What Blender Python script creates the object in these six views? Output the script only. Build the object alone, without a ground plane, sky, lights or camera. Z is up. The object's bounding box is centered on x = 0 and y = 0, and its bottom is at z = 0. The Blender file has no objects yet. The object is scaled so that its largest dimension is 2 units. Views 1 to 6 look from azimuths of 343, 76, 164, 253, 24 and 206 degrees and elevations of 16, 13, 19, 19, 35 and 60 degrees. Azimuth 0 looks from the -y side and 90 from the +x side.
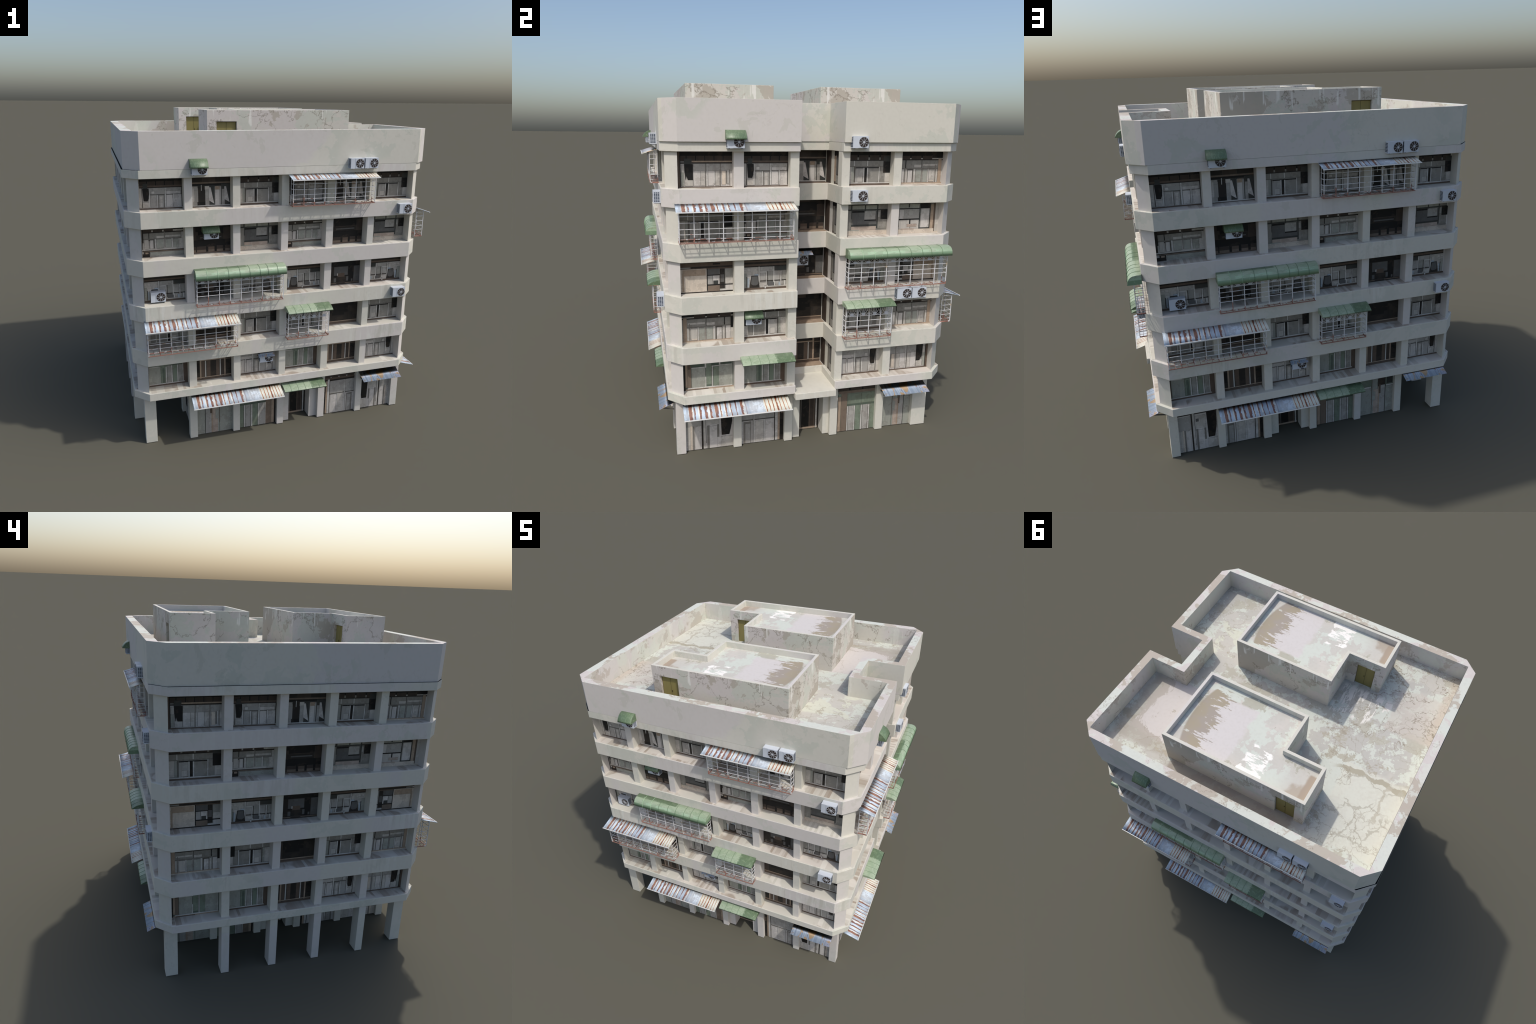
"""A weathered six-storey apartment block: concrete frame, balcony bands, shop level
with an open arcade on the west side, roof huts, corrugated and barrel awnings,
window cages and air conditioners."""
import bpy, bmesh, math, random
from mathutils import Matrix, Vector

random.seed(7)
S = bpy.context.scene
COL = S.collection

# ------------------------------------------------------------------ helpers
def srgb(r, g, b):
    def f(c):
        c /= 255.0
        return c / 12.92 if c <= 0.04045 else ((c + 0.055) / 1.055) ** 2.4
    return (f(r), f(g), f(b), 1.0)


class Nodes:
    """Tiny wrapper that makes node graphs readable."""
    def __init__(self, name, rough=0.85, spec=0.3):
        self.m = bpy.data.materials.new(name)
        self.m.use_nodes = True
        self.t = self.m.node_tree
        self.bsdf = self.t.nodes["Principled BSDF"]
        self.bsdf.inputs["Roughness"].default_value = rough
        self.bsdf.inputs["Specular IOR Level"].default_value = spec
        self.co = self.t.nodes.new("ShaderNodeTexCoord").outputs["Object"]

    def _in(self, sock, v):
        if isinstance(v, bpy.types.NodeSocket):
            self.t.links.new(v, sock)
        elif v is not None:
            sock.default_value = v

    def mapping(self, scale=(1, 1, 1), loc=(0, 0, 0), rot=(0, 0, 0), vec=None):
        n = self.t.nodes.new("ShaderNodeMapping")
        self._in(n.inputs["Vector"], vec or self.co)
        n.inputs["Scale"].default_value = scale
        n.inputs["Location"].default_value = loc
        n.inputs["Rotation"].default_value = rot
        return n.outputs[0]

    def noise(self, scale, detail=3, rough=0.5, dist=0.0, vec=None, color=False):
        n = self.t.nodes.new("ShaderNodeTexNoise")
        self._in(n.inputs["Vector"], vec or self.co)
        n.inputs["Scale"].default_value = scale
        n.inputs["Detail"].default_value = detail
        n.inputs["Roughness"].default_value = rough
        n.inputs["Distortion"].default_value = dist
        return n.outputs[1 if color else 0]

    def voronoi_edge(self, scale, vec=None):
        n = self.t.nodes.new("ShaderNodeTexVoronoi")
        n.feature = 'DISTANCE_TO_EDGE'
        self._in(n.inputs["Vector"], vec or self.co)
        n.inputs["Scale"].default_value = scale
        return n.outputs["Distance"]

    def white(self, w):
        n = self.t.nodes.new("ShaderNodeTexWhiteNoise")
        n.noise_dimensions = '1D'
        self._in(n.inputs["W"], w)
        return n.outputs["Value"]

    def xyz(self, vec=None):
        n = self.t.nodes.new("ShaderNodeSeparateXYZ")
        self._in(n.inputs[0], vec or self.co)
        return n.outputs

    def normal(self):
        n = self.t.nodes.new("ShaderNodeNewGeometry")
        return n.outputs["Normal"]

    def math(self, op, a, b=None, c=None):
        n = self.t.nodes.new("ShaderNodeMath")
        n.operation = op
        self._in(n.inputs[0], a)
        self._in(n.inputs[1], b)
        self._in(n.inputs[2], c)
        return n.outputs[0]

    def step(self, v, lo, hi):
        """Smooth 0..1 rise between lo and hi (falls when lo > hi)."""
        n = self.t.nodes.new("ShaderNodeMapRange")
        n.interpolation_type = 'SMOOTHSTEP'
        self._in(n.inputs[0], v)
        a, b, c, d = (lo, hi, 0, 1) if lo < hi else (hi, lo, 1, 0)
        for i, x in enumerate((a, b, c, d)):
            n.inputs[1 + i].default_value = x
        return n.outputs[0]

    def mul(self, *v):
        r = v[0]
        for x in v[1:]:
            r = self.math('MULTIPLY', r, x)
        return r

    def add(self, *v):
        r = v[0]
        for x in v[1:]:
            r = self.math('ADD', r, x)
        return r

    def mix(self, f, a, b):
        n = self.t.nodes.new("ShaderNodeMix")
        n.data_type = 'RGBA'
        self._in(n.inputs["Factor"], f)
        self._in(n.inputs["A"], a)
        self._in(n.inputs["B"], b)
        return n.outputs["Result"]

    def warp(self, amount, scale, vec=None):
        """Coordinates pushed about by noise."""
        vec = vec or self.co
        c = self.noise(scale, 4, 0.6, vec=vec, color=True)
        n = self.t.nodes.new("ShaderNodeVectorMath")
        n.operation = 'MULTIPLY_ADD'
        self._in(n.inputs[0], c)
        n.inputs[1].default_value = (amount,) * 3
        self._in(n.inputs[2], vec)
        return n.outputs[0]

    def box(self, x0, x1, y0, y1, edge, vec):
        """Soft rectangular mask in the xy of vec."""
        o = self.xyz(vec)
        return self.mul(self.step(o[0], x0 - edge, x0 + edge), self.step(o[0], x1 + edge, x1 - edge),
                        self.step(o[1], y0 - edge, y0 + edge), self.step(o[1], y1 + edge, y1 - edge))

    def bump(self, h, strength=0.2, dist=0.002):
        n = self.t.nodes.new("ShaderNodeBump")
        n.inputs["Strength"].default_value = strength
        n.inputs["Distance"].default_value = dist
        self._in(n.inputs["Height"], h)
        self.t.links.new(n.outputs[0], self.bsdf.inputs["Normal"])

    def out(self, col):
        self._in(self.bsdf.inputs["Base Color"], col)
        return self.m


# ------------------------------------------------------------------ materials
PINK = srgb(204, 199, 194)
GREEN = srgb(206, 203, 192)
SAGE = srgb(190, 193, 181)


def contour(n, scale, width, vec=None, detail=5, rough=0.62):
    """Thin wandering line where a noise field crosses its middle value."""
    v = n.noise(scale, detail, rough, 0.3, vec)
    d = n.math('ABSOLUTE', n.math('SUBTRACT', v, 0.5))
    return n.step(d, width, width * 0.35)


def plaster(name, seed=0.0, patch=0.4, drips=0.0, cracks=0.15, stains=0.0, pinkness=0.5, pale=0.0, parapet=False):
    n = Nodes(name)
    v = n.mapping(loc=(seed, seed * 1.7, seed * 0.6))
    o = n.xyz()
    if parapet:
        # long panels: pink on one half of each side, greenish on the other
        ends = n.step(n.math('ABSOLUTE', o[1]), 0.785, 0.795)
        along = n.mul(n.math('SIGN', o[1]), o[0])
        f = n.add(n.mul(ends, n.add(along, 0.12)), n.mul(n.math('SUBTRACT', 1.0, ends), n.mul(o[1], -1.0)))
        big = n.add(f, n.mul(n.math('SUBTRACT', n.noise(3.2, 5, 0.55, 0.5, v), 0.5), 1.1))
        t = n.step(big, -0.03, 0.03)
    else:
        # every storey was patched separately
        c = n.t.nodes.new("ShaderNodeCombineXYZ")
        n._in(c.inputs[0], o[0])
        n._in(c.inputs[1], o[1])
        n._in(c.inputs[2], n.mul(n.math('FLOOR', n.mul(n.add(o[2], 0.0), 3.647)), 2.3))
        big = n.noise(1.7, 3, 0.45, 0.4, n.mapping(loc=(seed, seed * 1.7, seed * 0.6), vec=c.outputs[0]))
        t = n.step(big, 0.47 + 0.16 * (0.5 - pinkness), 0.53 + 0.16 * (0.5 - pinkness))
    col = n.mix(t, GREEN, PINK)
    # washed-out sage patches with lacy edges
    reg = n.step(n.noise(1.7, 2, 0.5, 0, n.mapping(loc=(seed + 4, 2, 7))), 0.47, 0.53)
    lace = n.step(n.noise(8, 7, 0.66, 0.3, v), 0.515, 0.53)
    col = n.mix(n.mul(reg, lace, patch), col, SAGE)
    lace2 = n.step(n.noise(6, 5, 0.6, 0.5, n.mapping(loc=(seed + 9, 1, 3))), 0.615, 0.63)
    col = n.mix(n.mul(lace2, patch * 0.5), col, srgb(178, 178, 164))
    if pale:
        lace3 = n.step(n.noise(5.5, 6, 0.62, 0.6, n.mapping(loc=(seed + 15, 8, 3))), 0.52, 0.535)
        col = n.mix(n.mul(lace3, pale), col, srgb(204, 208, 196))
    if drips:
        d = n.noise(1.0, 4, 0.6, 0.3, n.mapping((26, 26, 2.2), (seed, 0, 0)))
        where = n.step(n.noise(2.2, 2, 0.5, 0, n.mapping(loc=(seed, 5, 0))), 0.47, 0.6)
        col = n.mix(n.mul(n.step(d, 0.53, 0.56), where, drips * 0.7), col, srgb(214, 214, 206))
        col = n.mix(n.mul(n.step(d, 0.43, 0.40), where, drips * 0.7), col, srgb(184, 181, 170))
    if stains:
        s = n.step(n.noise(4.2, 7, 0.66, 0.3, n.mapping(loc=(seed + 3, 6, 1))), 0.545, 0.56)
        col = n.mix(n.mul(s, stains), col, srgb(172, 160, 147))
        w = n.noise(1.0, 4, 0.6, 0.2, n.mapping((20, 20, 2.5), (seed + 2, 0, 0)))
        col = n.mix(n.mul(n.step(w, 0.62, 0.64), stains * 0.6), col, srgb(226, 224, 216))
    if cracks:
        m = n.step(n.noise(3.1, 2, 0.5, 0, n.mapping(loc=(seed + 1, 2, 3))), 0.52, 0.60)
        col = n.mix(n.mul(contour(n, 5.0, 0.010, n.mapping(loc=(seed + 6, 4, 2))), m, cracks), col, srgb(138, 128, 114))
    fine = n.noise(60, 4, 0.6)
    col = n.mix(n.mul(n.step(fine, 0.35, 0.75), 0.10), col, srgb(172, 166, 154))
    n.bump(fine, 0.12, 0.0015)
    return n.out(col)


def roof_material():
    n = Nodes("weathered_roof_screed")
    w = n.warp(0.10, 7)
    w2 = n.warp(0.07, 5)
    wf = n.warp(0.13, 8)
    o = n.xyz()
    big = n.noise(2.4, 4, 0.5, 0.7)
    col = n.mix(n.step(big, 0.44, 0.5), srgb(191, 188, 180), srgb(184, 182, 175))
    lace = n.step(n.noise(6.5, 8, 0.70, 0.1), 0.495, 0.502)
    col = n.mix(n.mul(lace, 0.95), col, srgb(202, 206, 196))
    lace2 = n.step(n.noise(5.0, 8, 0.70, 0.1, n.mapping(loc=(6, 3, 0))), 0.565, 0.572)
    col = n.mix(n.mul(lace2, 0.8), col, srgb(176, 172, 158))
    # pale slab of the north-west terrace, peach one to the south-west, yellow by the light well
    col = n.mix(n.mul(n.box(-0.86, -0.46, 0.22, 0.74, 0.015, w), 0.85), col, srgb(206, 206, 194))
    col = n.mix(n.mul(n.box(-0.91, -0.55, -0.46, -0.10, 0.012, w), 0.6), col, srgb(196, 188, 178))
    col = n.mix(n.mul(n.box(0.43, 0.74, -0.40, -0.12, 0.015, w), n.step(n.noise(7, 6, 0.6, 0.6, n.mapping(loc=(2, 2, 0))), 0.46, 0.48)), col, srgb(203, 204, 189))
    # worn pinkish plate at the north-east with ragged brown margins
    rag = n.noise(1.0, 5, 0.65, 0.3, n.mapping((20, 5, 1)))
    rim = n.mul(n.box(0.42, 0.84, 0.20, 0.70, 0.02, w2), n.step(n.add(n.mul(o[0], 1.0), n.mul(rag, 0.35), n.mul(n.step(o[1], 0.52, 0.62), 0.30)), 0.86, 0.88))
    col = n.mix(n.box(0.44, 0.78, 0.19, 0.64, 0.012, w), col, srgb(201, 195, 190))
    col = n.mix(n.mul(rim, 0.6), col, srgb(160, 151, 138))
    # brown dirt along the gully behind the northern hut
    col = n.mix(n.mul(n.box(-0.36, 0.42, 0.66, 0.80, 0.02, w), 0.75), col, srgb(146, 134, 123))
    # tan run along the west parapet and a flaking white stripe by the south-west door
    col = n.mix(n.mul(n.box(-0.93, -0.80, -0.78, -0.12, 0.02, w), 0.5), col, srgb(186, 173, 158))
    st = n.noise(1.0, 5, 0.65, 0.3, n.mapping((34, 7, 1)))
    col = n.mix(n.mul(n.box(-0.63, -0.22, -0.33, -0.09, 0.02, w2), n.step(st, 0.50, 0.52), n.step(n.add(o[0], n.mul(o[1], -0.6)), -0.42, -0.40)), col, srgb(226, 222, 214))
    brown = n.step(n.noise(4.5, 8, 0.70, 0.1, n.mapping(loc=(3, 8, 0))), 0.60, 0.606)
    col = n.mix(n.mul(brown, 0.7), col, srgb(166, 158, 140))
    # long ragged crack across the west terrace with branches on the pale slab
    wy = n.xyz(wf)
    wid = n.mul(n.noise(9, 3, 0.6, 0, n.mapping(loc=(7, 1, 0))), 0.034)
    main = n.mul(n.step(n.math('SUBTRACT', n.math('ABSOLUTE', n.math('SUBTRACT', wy[1], 0.265)), wid), 0.002, -0.004), n.step(o[0], -0.44, -0.52))
    col = n.mix(n.mul(main, 0.9), col, srgb(164, 158, 140))
    branch = n.mul(n.step(n.math('ABSOLUTE', n.math('SUBTRACT', wy[0], -0.745)), 0.011, 0.007), n.step(o[1], 0.19, 0.21), n.step(o[1], 0.47, 0.44))
    col = n.mix(n.mul(branch, 0.8), col, srgb(178, 173, 158))
    e = n.voronoi_edge(6.4, n.warp(0.12, 9))
    slab = n.mul(n.box(-0.88, -0.44, 0.24, 0.72, 0.03, w), n.step(n.noise(5, 2, 0.5, 0, n.mapping(loc=(4, 4, 0))), 0.42, 0.52))
    col = n.mix(n.mul(n.step(e, 0.032, 0.022), slab, 0.85), col, srgb(174, 171, 158))
    # hair lines
    m3 = n.step(n.noise(3.0, 2, 0.5, 0, n.mapping(loc=(0, 6, 0))), 0.50, 0.55)
    sw = n.mul(n.step(o[0], -0.35, -0.48), n.step(o[1], -0.02, -0.08))
    col = n.mix(n.mul(contour(n, 4.0, 0.0085, detail=6), sw, 0.8), col, srgb(132, 121, 106))
    col = n.mix(n.mul(contour(n, 3.6, 0.008, n.mapping(loc=(5, 1, 0)), 6), m3, 0.6), col, srgb(146, 136, 120))
    e4 = n.voronoi_edge(7.5, n.warp(0.14, 11, n.mapping(loc=(2, 7, 0))))
    m4 = n.step(n.noise(2.6, 2, 0.5, 0, n.mapping(loc=(9, 2, 0))), 0.47, 0.52)
    col = n.mix(n.mul(n.step(e4, 0.022, 0.010), m4, 0.5), col, srgb(160, 153, 138))
    fine = n.noise(55, 4, 0.6)
    col = n.mix(n.mul(n.step(fine, 0.4, 0.75), 0.12), col, srgb(164, 155, 143))
    n.bump(fine, 0.15, 0.002)
    return n.out(col)


def hut_roof_material(name, flip):
    """Object coordinates of the hut: origin at its centre; the north hut is a mirror image."""
    n = Nodes(name)
    n.co = n.mapping((1, -1 if flip else 1, 1))
    w = n.warp(0.06, 9)
    wr = n.warp(0.10, 6)
    o = n.xyz()
    col = n.mix(n.step(n.noise(3, 3, 0.5, 0.5), 0.45, 0.55), srgb(201, 196, 188), srgb(195, 192, 184))
    lace = n.step(n.noise(7, 8, 0.70, 0.1), 0.50, 0.506)
    col = n.mix(n.mul(lace, n.step(o[0], -0.34, -0.20), 0.9), col, srgb(203, 208, 198))
    grime = n.step(n.noise(5.5, 8, 0.70, 0.1, n.mapping(loc=(3, 3, 0))), 0.575, 0.582)
    col = n.mix(n.mul(grime, 0.8), col, srgb(170, 167, 152))
    # pale plaster skin with its brown, fingered weathering at the east end
    col = n.mix(n.box(0.115, 0.385, -0.225, 0.205, 0.012, wr), col, srgb(205, 200, 197))
    fing = n.noise(1.0, 8, 0.68, 0.1, n.mapping((4.5, 20, 1), (2, 4, 0)))
    lim = n.add(o[0], n.mul(n.math('SUBTRACT', fing, 0.5), 1.15))
    bowl = n.add(o[0], n.mul(o[1], o[1], 0.9))
    col = n.mix(n.mul(n.step(lim, 0.262, 0.267), n.step(bowl, 0.40, 0.385), n.step(o[1], 0.215, 0.20), n.step(o[0], 0.10, 0.13)), col,
                n.mix(n.step(n.noise(8, 3), 0.4, 0.62), srgb(160, 151, 141), srgb(162, 152, 133)))
    # flaked white patch, tan blot and square stain at the west end
    fl = n.noise(1.0, 5, 0.65, 0.3, n.mapping((9, 30, 1)))
    col = n.mix(n.mul(n.box(-0.10, 0.03, -0.25, 0.0, 0.006, n.warp(0.09, 16)), n.step(n.add(fl, n.mul(o[1], -0.55)), 0.535, 0.55)), col, srgb(240, 237, 231))
    col = n.mix(n.mul(n.box(-0.345, -0.235, -0.21, -0.08, 0.015, n.warp(0.15, 8)), 0.9), col, srgb(172, 161, 147))
    col = n.mix(n.box(-0.42, -0.36, -0.20, -0.04, 0.008, n.warp(0.03, 10)), col, srgb(164, 150, 135))
    fine = n.noise(60, 4, 0.6)
    col = n.mix(n.mul(n.step(fine, 0.4, 0.75), 0.12), col, srgb(160, 150, 139))
    return n.out(col)


def hut_wall_material():
    n = Nodes("flaking_hut_wall")
    col = n.mix(n.step(n.noise(2.3, 3, 0.5, 0.6), 0.44, 0.56), srgb(199, 194, 184), srgb(198, 191, 186))
    lace = n.step(n.noise(6, 7, 0.66, 0.3), 0.53, 0.54)
    col = n.mix(n.mul(lace, 0.7), col, srgb(188, 191, 179))
    s = n.step(n.noise(3.6, 7, 0.66, 0.3, n.mapping(loc=(3, 6, 1))), 0.56, 0.57)
    col = n.mix(n.mul(s, 0.75), col, srgb(168, 160, 147))
    m = n.step(n.noise(3.1, 2, 0.5, 0, n.mapping(loc=(1, 2, 3))), 0.46, 0.5)
    col = n.mix(n.mul(contour(n, 5.0, 0.011, n.mapping(loc=(2, 2, 6)), 6), m, 0.6), col, srgb(122, 114, 101))
    # white runs from the coping
    d = n.noise(1.0, 3, 0.55, 0.2, n.mapping((24, 24, 1.5)))
    o = n.xyz()
    lim = n.math('SUBTRACT', o[2], n.mul(n.noise(1.0, 2, 0.5, 0, n.mapping((30, 30, 0))), 0.16))
    col = n.mix(n.mul(n.step(d, 0.58, 0.61), n.step(lim, 1.845, 1.86), 0.8), col, srgb(222, 220, 213))
    fine = n.noise(60, 4, 0.6)
    col = n.mix(n.mul(n.step(fine, 0.4, 0.75), 0.12), col, srgb(160, 150, 139))
    n.bump(fine, 0.12, 0.0015)
    return n.out(col)


def coping_material():
    n = Nodes("stained_coping")
    col = n.mix(n.step(n.noise(2.6, 4, 0.5, 0.6, n.mapping(loc=(2, 5, 0))), 0.48, 0.5), srgb(204, 207, 198), srgb(202, 195, 190))
    tan = n.step(n.noise(2.6, 6, 0.62, 0.3, n.mapping(loc=(7, 3, 0))), 0.51, 0.52)
    col = n.mix(n.mul(tan, 0.85), col, srgb(176, 166, 152))
    lace = n.step(n.noise(9, 7, 0.66, 0.3), 0.55, 0.56)
    col = n.mix(n.mul(lace, 0.7), col, srgb(206, 208, 198))
    m = n.step(n.noise(3.1, 2), 0.5, 0.56)
    col = n.mix(n.mul(contour(n, 6.0, 0.010, n.mapping(loc=(8, 2, 1))), m, 0.5), col, srgb(140, 130, 116))
    fine = n.noise(60, 4, 0.6)
    col = n.mix(n.mul(n.step(fine, 0.4, 0.75), 0.12), col, srgb(160, 150, 139))
    return n.out(col)


def sill_material(name, seed):
    """Slab edge stained in streaks that run from the window to the edge."""
    n = Nodes(name)
    o = n.xyz()
    ends = n.math('GREATER_THAN', n.math('ABSOLUTE', o[1]), 0.712)
    along = n.add(n.mul(ends, o[0]), n.mul(n.math('SUBTRACT', 1.0, ends), o[1]))
    a = n.noise(2.0, 3, 0.6, 0, n.mapping(loc=(seed, seed, 0)))
    stripe = n.white(n.math('FLOOR', n.mul(n.add(along, 5.0 + seed), 62.0)))
    where = n.step(n.noise(4.2, 2, 0.5, 0, n.mapping(loc=(seed, 3, 1))), 0.48, 0.53)
    col = n.mix(n.step(a, 0.42, 0.58), srgb(202, 195, 186), srgb(198, 195, 184))
    col = n.mix(n.mul(where, stripe, 0.9), col, srgb(156, 143, 129))
    where2 = n.step(n.noise(3.6, 2, 0.5, 0, n.mapping(loc=(seed + 8, 1, 1))), 0.56, 0.60)
    col = n.mix(n.mul(where2, n.step(stripe, 0.5, 0.6), 0.8), col, srgb(216, 212, 203))
    return n.out(col)


def corrugated_material():
    """Local x runs along the sheet from 0 to 1, y down the slope."""
    n = Nodes("rusty_corrugated_sheet", 0.6, 0.35)
    o = n.xyz()
    wob = n.noise(1.0, 3, 0.6, 0, n.mapping((9, 3, 0)))
    u = n.add(o[0], n.mul(n.math('SUBTRACT', wob, 0.5), 0.012))
    rib = n.white(n.math('FLOOR', n.mul(u, 46.0)))
    col = n.mix(n.step(rib, 0.25, 0.5), srgb(168, 180, 193), srgb(192, 207, 221))
    col = n.mix(n.step(rib, 0.66, 0.70), col, srgb(214, 216, 210))
    grey = n.step(n.noise(1.0, 5, 0.66, 0.3, n.mapping((13, 2.4, 0), (1, 5, 0))), 0.54, 0.555)
    col = n.mix(n.mul(grey, 0.8), col, srgb(172, 180, 188))
    # rust eats along the ribs on the left three fifths, thinning out to the right
    k = n.mul(u, 21.0)
    fr = n.math('FRACT', k)
    strength = n.white(n.add(n.math('FLOOR', k), 31.0))
    eat = n.noise(1.0, 5, 0.66, 0.2, n.mapping((38, 2.8, 0)))
    wid = n.add(n.mul(strength, 0.75), n.mul(n.math('SUBTRACT', eat, 0.5), 1.3), n.mul(n.step(n.math('ABSOLUTE', n.math('SUBTRACT', u, 0.29)), 0.03, 0.05), 0.12))
    rust = n.mul(n.step(n.math('SUBTRACT', wid, fr), 0.0, 0.05), n.step(u, 0.585, 0.565), n.step(u, 0.035, 0.05))
    hue = n.step(n.noise(1.0, 3, 0.55, 0, n.mapping((20, 3, 0), (6, 2, 0))), 0.42, 0.58)
    col = n.mix(n.mul(rust, 0.95), col, n.mix(hue, srgb(116, 78, 68), srgb(146, 102, 80)))
    flat = n.mul(n.step(u, 0.60, 0.62), n.step(u, 0.752, 0.745))
    col = n.mix(flat, col, n.mix(n.step(n.noise(1.0, 5, 0.66, 0.2, n.mapping((9, 2.5, 0))), 0.52, 0.535), srgb(200, 210, 219), srgb(182, 188, 194)))
    right = n.step(u, 0.745, 0.750)
    col = n.mix(right, col, srgb(212, 212, 200))
    fr2 = n.math('FRACT', n.mul(u, 29.0))
    wid2 = n.add(0.10, n.mul(n.white(n.math('FLOOR', n.mul(u, 29.0))), 0.42), n.mul(n.math('SUBTRACT', n.noise(1.0, 4, 0.62, 0, n.mapping((31, 2.4, 0), (4, 0, 0))), 0.5), 0.9))
    run = n.mul(right, n.step(n.math('SUBTRACT', wid2, fr2), -0.04, 0.04))
    col = n.mix(run, col, n.mix(n.step(fr2, 0.10, 0.22), srgb(176, 122, 80), srgb(122, 70, 56)))
    return n.out(col)


def ribbed_blue_material():
    n = Nodes("blue_ribbed_sheet", 0.5, 0.4)
    o = n.xyz()
    rib = n.white(n.math('FLOOR', n.mul(o[0], 44.0)))
    col = n.mix(rib, srgb(132, 147, 166), srgb(172, 184, 197))
    col = n.mix(n.step(o[0], 0.84, 0.93), col, srgb(168, 173, 190))
    patch = n.step(n.noise(1.0, 4, 0.6, 0.5, n.mapping((5, 1.3, 0), (0.35, 0, 0))), 0.56, 0.58)
    col = n.mix(patch, col, srgb(178, 152, 120))
    red = n.step(n.noise(1.0, 3, 0.6, 0.2, n.mapping((26, 1.2, 0))), 0.66, 0.69)
    col = n.mix(red, col, srgb(116, 72, 70))
    return n.out(col)


def awning_material(name, old_lo, old_hi, top):
    """Local x 0..1 along the awning, y outwards, z up (unit profile)."""
    n = Nodes(name, 0.42, 0.5)
    o = n.xyz()
    wob = n.mul(n.math('SUBTRACT', n.noise(1.0, 5, 0.6, 0.4, n.mapping((9, 4, 4))), 0.5), 0.14)
    u = n.add(o[0], wob)
    yy = n.add(n.mul(o[1], -1.0), wob)
    col = n.mix(n.step(n.noise(1.0, 4, 0.55, 0.4, n.mapping((6, 2, 2))), 0.44, 0.5),
                srgb(145, 163, 137), srgb(155, 170, 146))
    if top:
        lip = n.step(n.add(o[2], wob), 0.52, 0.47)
        col = n.mix(lip, col, srgb(118, 145, 116))  # steep front tinted darker: shading painted into the green
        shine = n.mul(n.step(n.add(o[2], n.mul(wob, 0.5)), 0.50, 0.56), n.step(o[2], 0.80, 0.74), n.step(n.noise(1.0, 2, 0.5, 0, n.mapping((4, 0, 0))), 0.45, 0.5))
        col = n.mix(n.mul(shine, 0.7), col, srgb(160, 188, 158))  # highlight along the curve, painted as a paler green band
    old = n.mul(n.step(u, old_lo - 0.01, old_lo + 0.01), n.step(u, old_hi + 0.01, old_hi - 0.01))
    if top:
        old = n.mul(old, n.step(yy, 0.50, 0.46))
    col = n.mix(old, col, srgb(96, 116, 89))
    mott = n.step(n.noise(1.0, 6, 0.66, 0.2, n.mapping((12, 3, 3), (5, 2, 0))), 0.53, 0.545)
    col = n.mix(n.mul(mott, 0.45), col, srgb(128, 146, 118))
    moss = n.step(n.noise(1.0, 5, 0.65, 0.4, n.mapping((40, 6, 6))), 0.66, 0.69)
    col = n.mix(n.mul(moss, 0.5), col, srgb(92, 122, 90))
    pale = n.step(n.noise(1.0, 3, 0.5, 0.3, n.mapping((22, 5, 5), (3, 1, 0))), 0.68, 0.71)
    col = n.mix(n.mul(pale, 0.6), col, srgb(170, 188, 157))
    return n.out(col)


def cage_material():
    """White paint over steel, rusted through near the foot. z measured from the foot."""
    n = Nodes("chipped_white_rail", 0.5, 0.4)
    o = n.xyz()
    rag = n.noise(1.0, 4, 0.6, 0, n.mapping((22, 22, 9)))
    h = n.math('SUBTRACT', o[2], n.mul(n.math('SUBTRACT', rag, 0.5), 0.22))
    rust = n.step(h, 0.018, 0.010)
    white = n.mix(n.step(n.noise(40, 3), 0.58, 0.66), srgb(214, 214, 215), srgb(196, 182, 162))
    col = n.mix(rust, white, n.mix(n.step(n.noise(30, 3), 0.4, 0.62), srgb(138, 94, 82), srgb(168, 126, 112)))
    return n.out(col)


def paint(name, rgb, rough=0.6, spec=0.3, vary=0.12, scale=18, streak=(1, 1, 1)):
    n = Nodes(name, rough, spec)
    c = srgb(*rgb)
    dark = tuple(x * (1 - vary) for x in c[:3]) + (1,)
    lite = tuple(min(1, x * (1 + vary)) for x in c[:3]) + (1,)
    return n.out(n.mix(n.noise(scale, 4, 0.55, 0, n.mapping(streak)), dark, lite))


M = {}
M["plaster_parapet"] = plaster("parapet_plaster", 0.0, 0.6, 0, 0.10, parapet=True)
M["plaster_a"] = plaster("band_plaster", 3.1, 0.55, 0.25, 0.10, pinkness=0.38)
M["plaster_b"] = plaster("washed_band_plaster", 6.3, 0.45, 0.45, 0.08, pinkness=0.25)
M["plaster_c"] = plaster("drip_stained_plaster", 8.7, 0.45, 0.8, 0.0, pinkness=0.35)
M["plaster_col"] = plaster("pillar_plaster", 12.4, 0.3, 0.1, 0.1, pinkness=0.35)
M["plaster_inner"] = plaster("inner_parapet_plaster", 5.5, 0.5, 0, 0.65, 0.55, pale=0.5)
M["coping"] = coping_material()
M["roof"] = roof_material()
M["hut_roof"] = hut_roof_material("hut_roof_screed", False)
M["hut_roof_mirror"] = hut_roof_material("mirrored_hut_roof_screed", True)
M["hut_wall"] = hut_wall_material()
M["sill_a"] = sill_material("streaked_sill", 0.0)
M["sill_b"] = sill_material("streaked_sill_warm", 4.0)
M["corr"] = corrugated_material()
M["blue"] = ribbed_blue_material()
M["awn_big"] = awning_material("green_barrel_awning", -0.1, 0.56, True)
M["awn_small"] = awning_material("green_curved_awning", 0.66, 1.2, False)
M["awn_old"] = awning_material("dark_green_hood", -0.2, 1.2, False)
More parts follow.
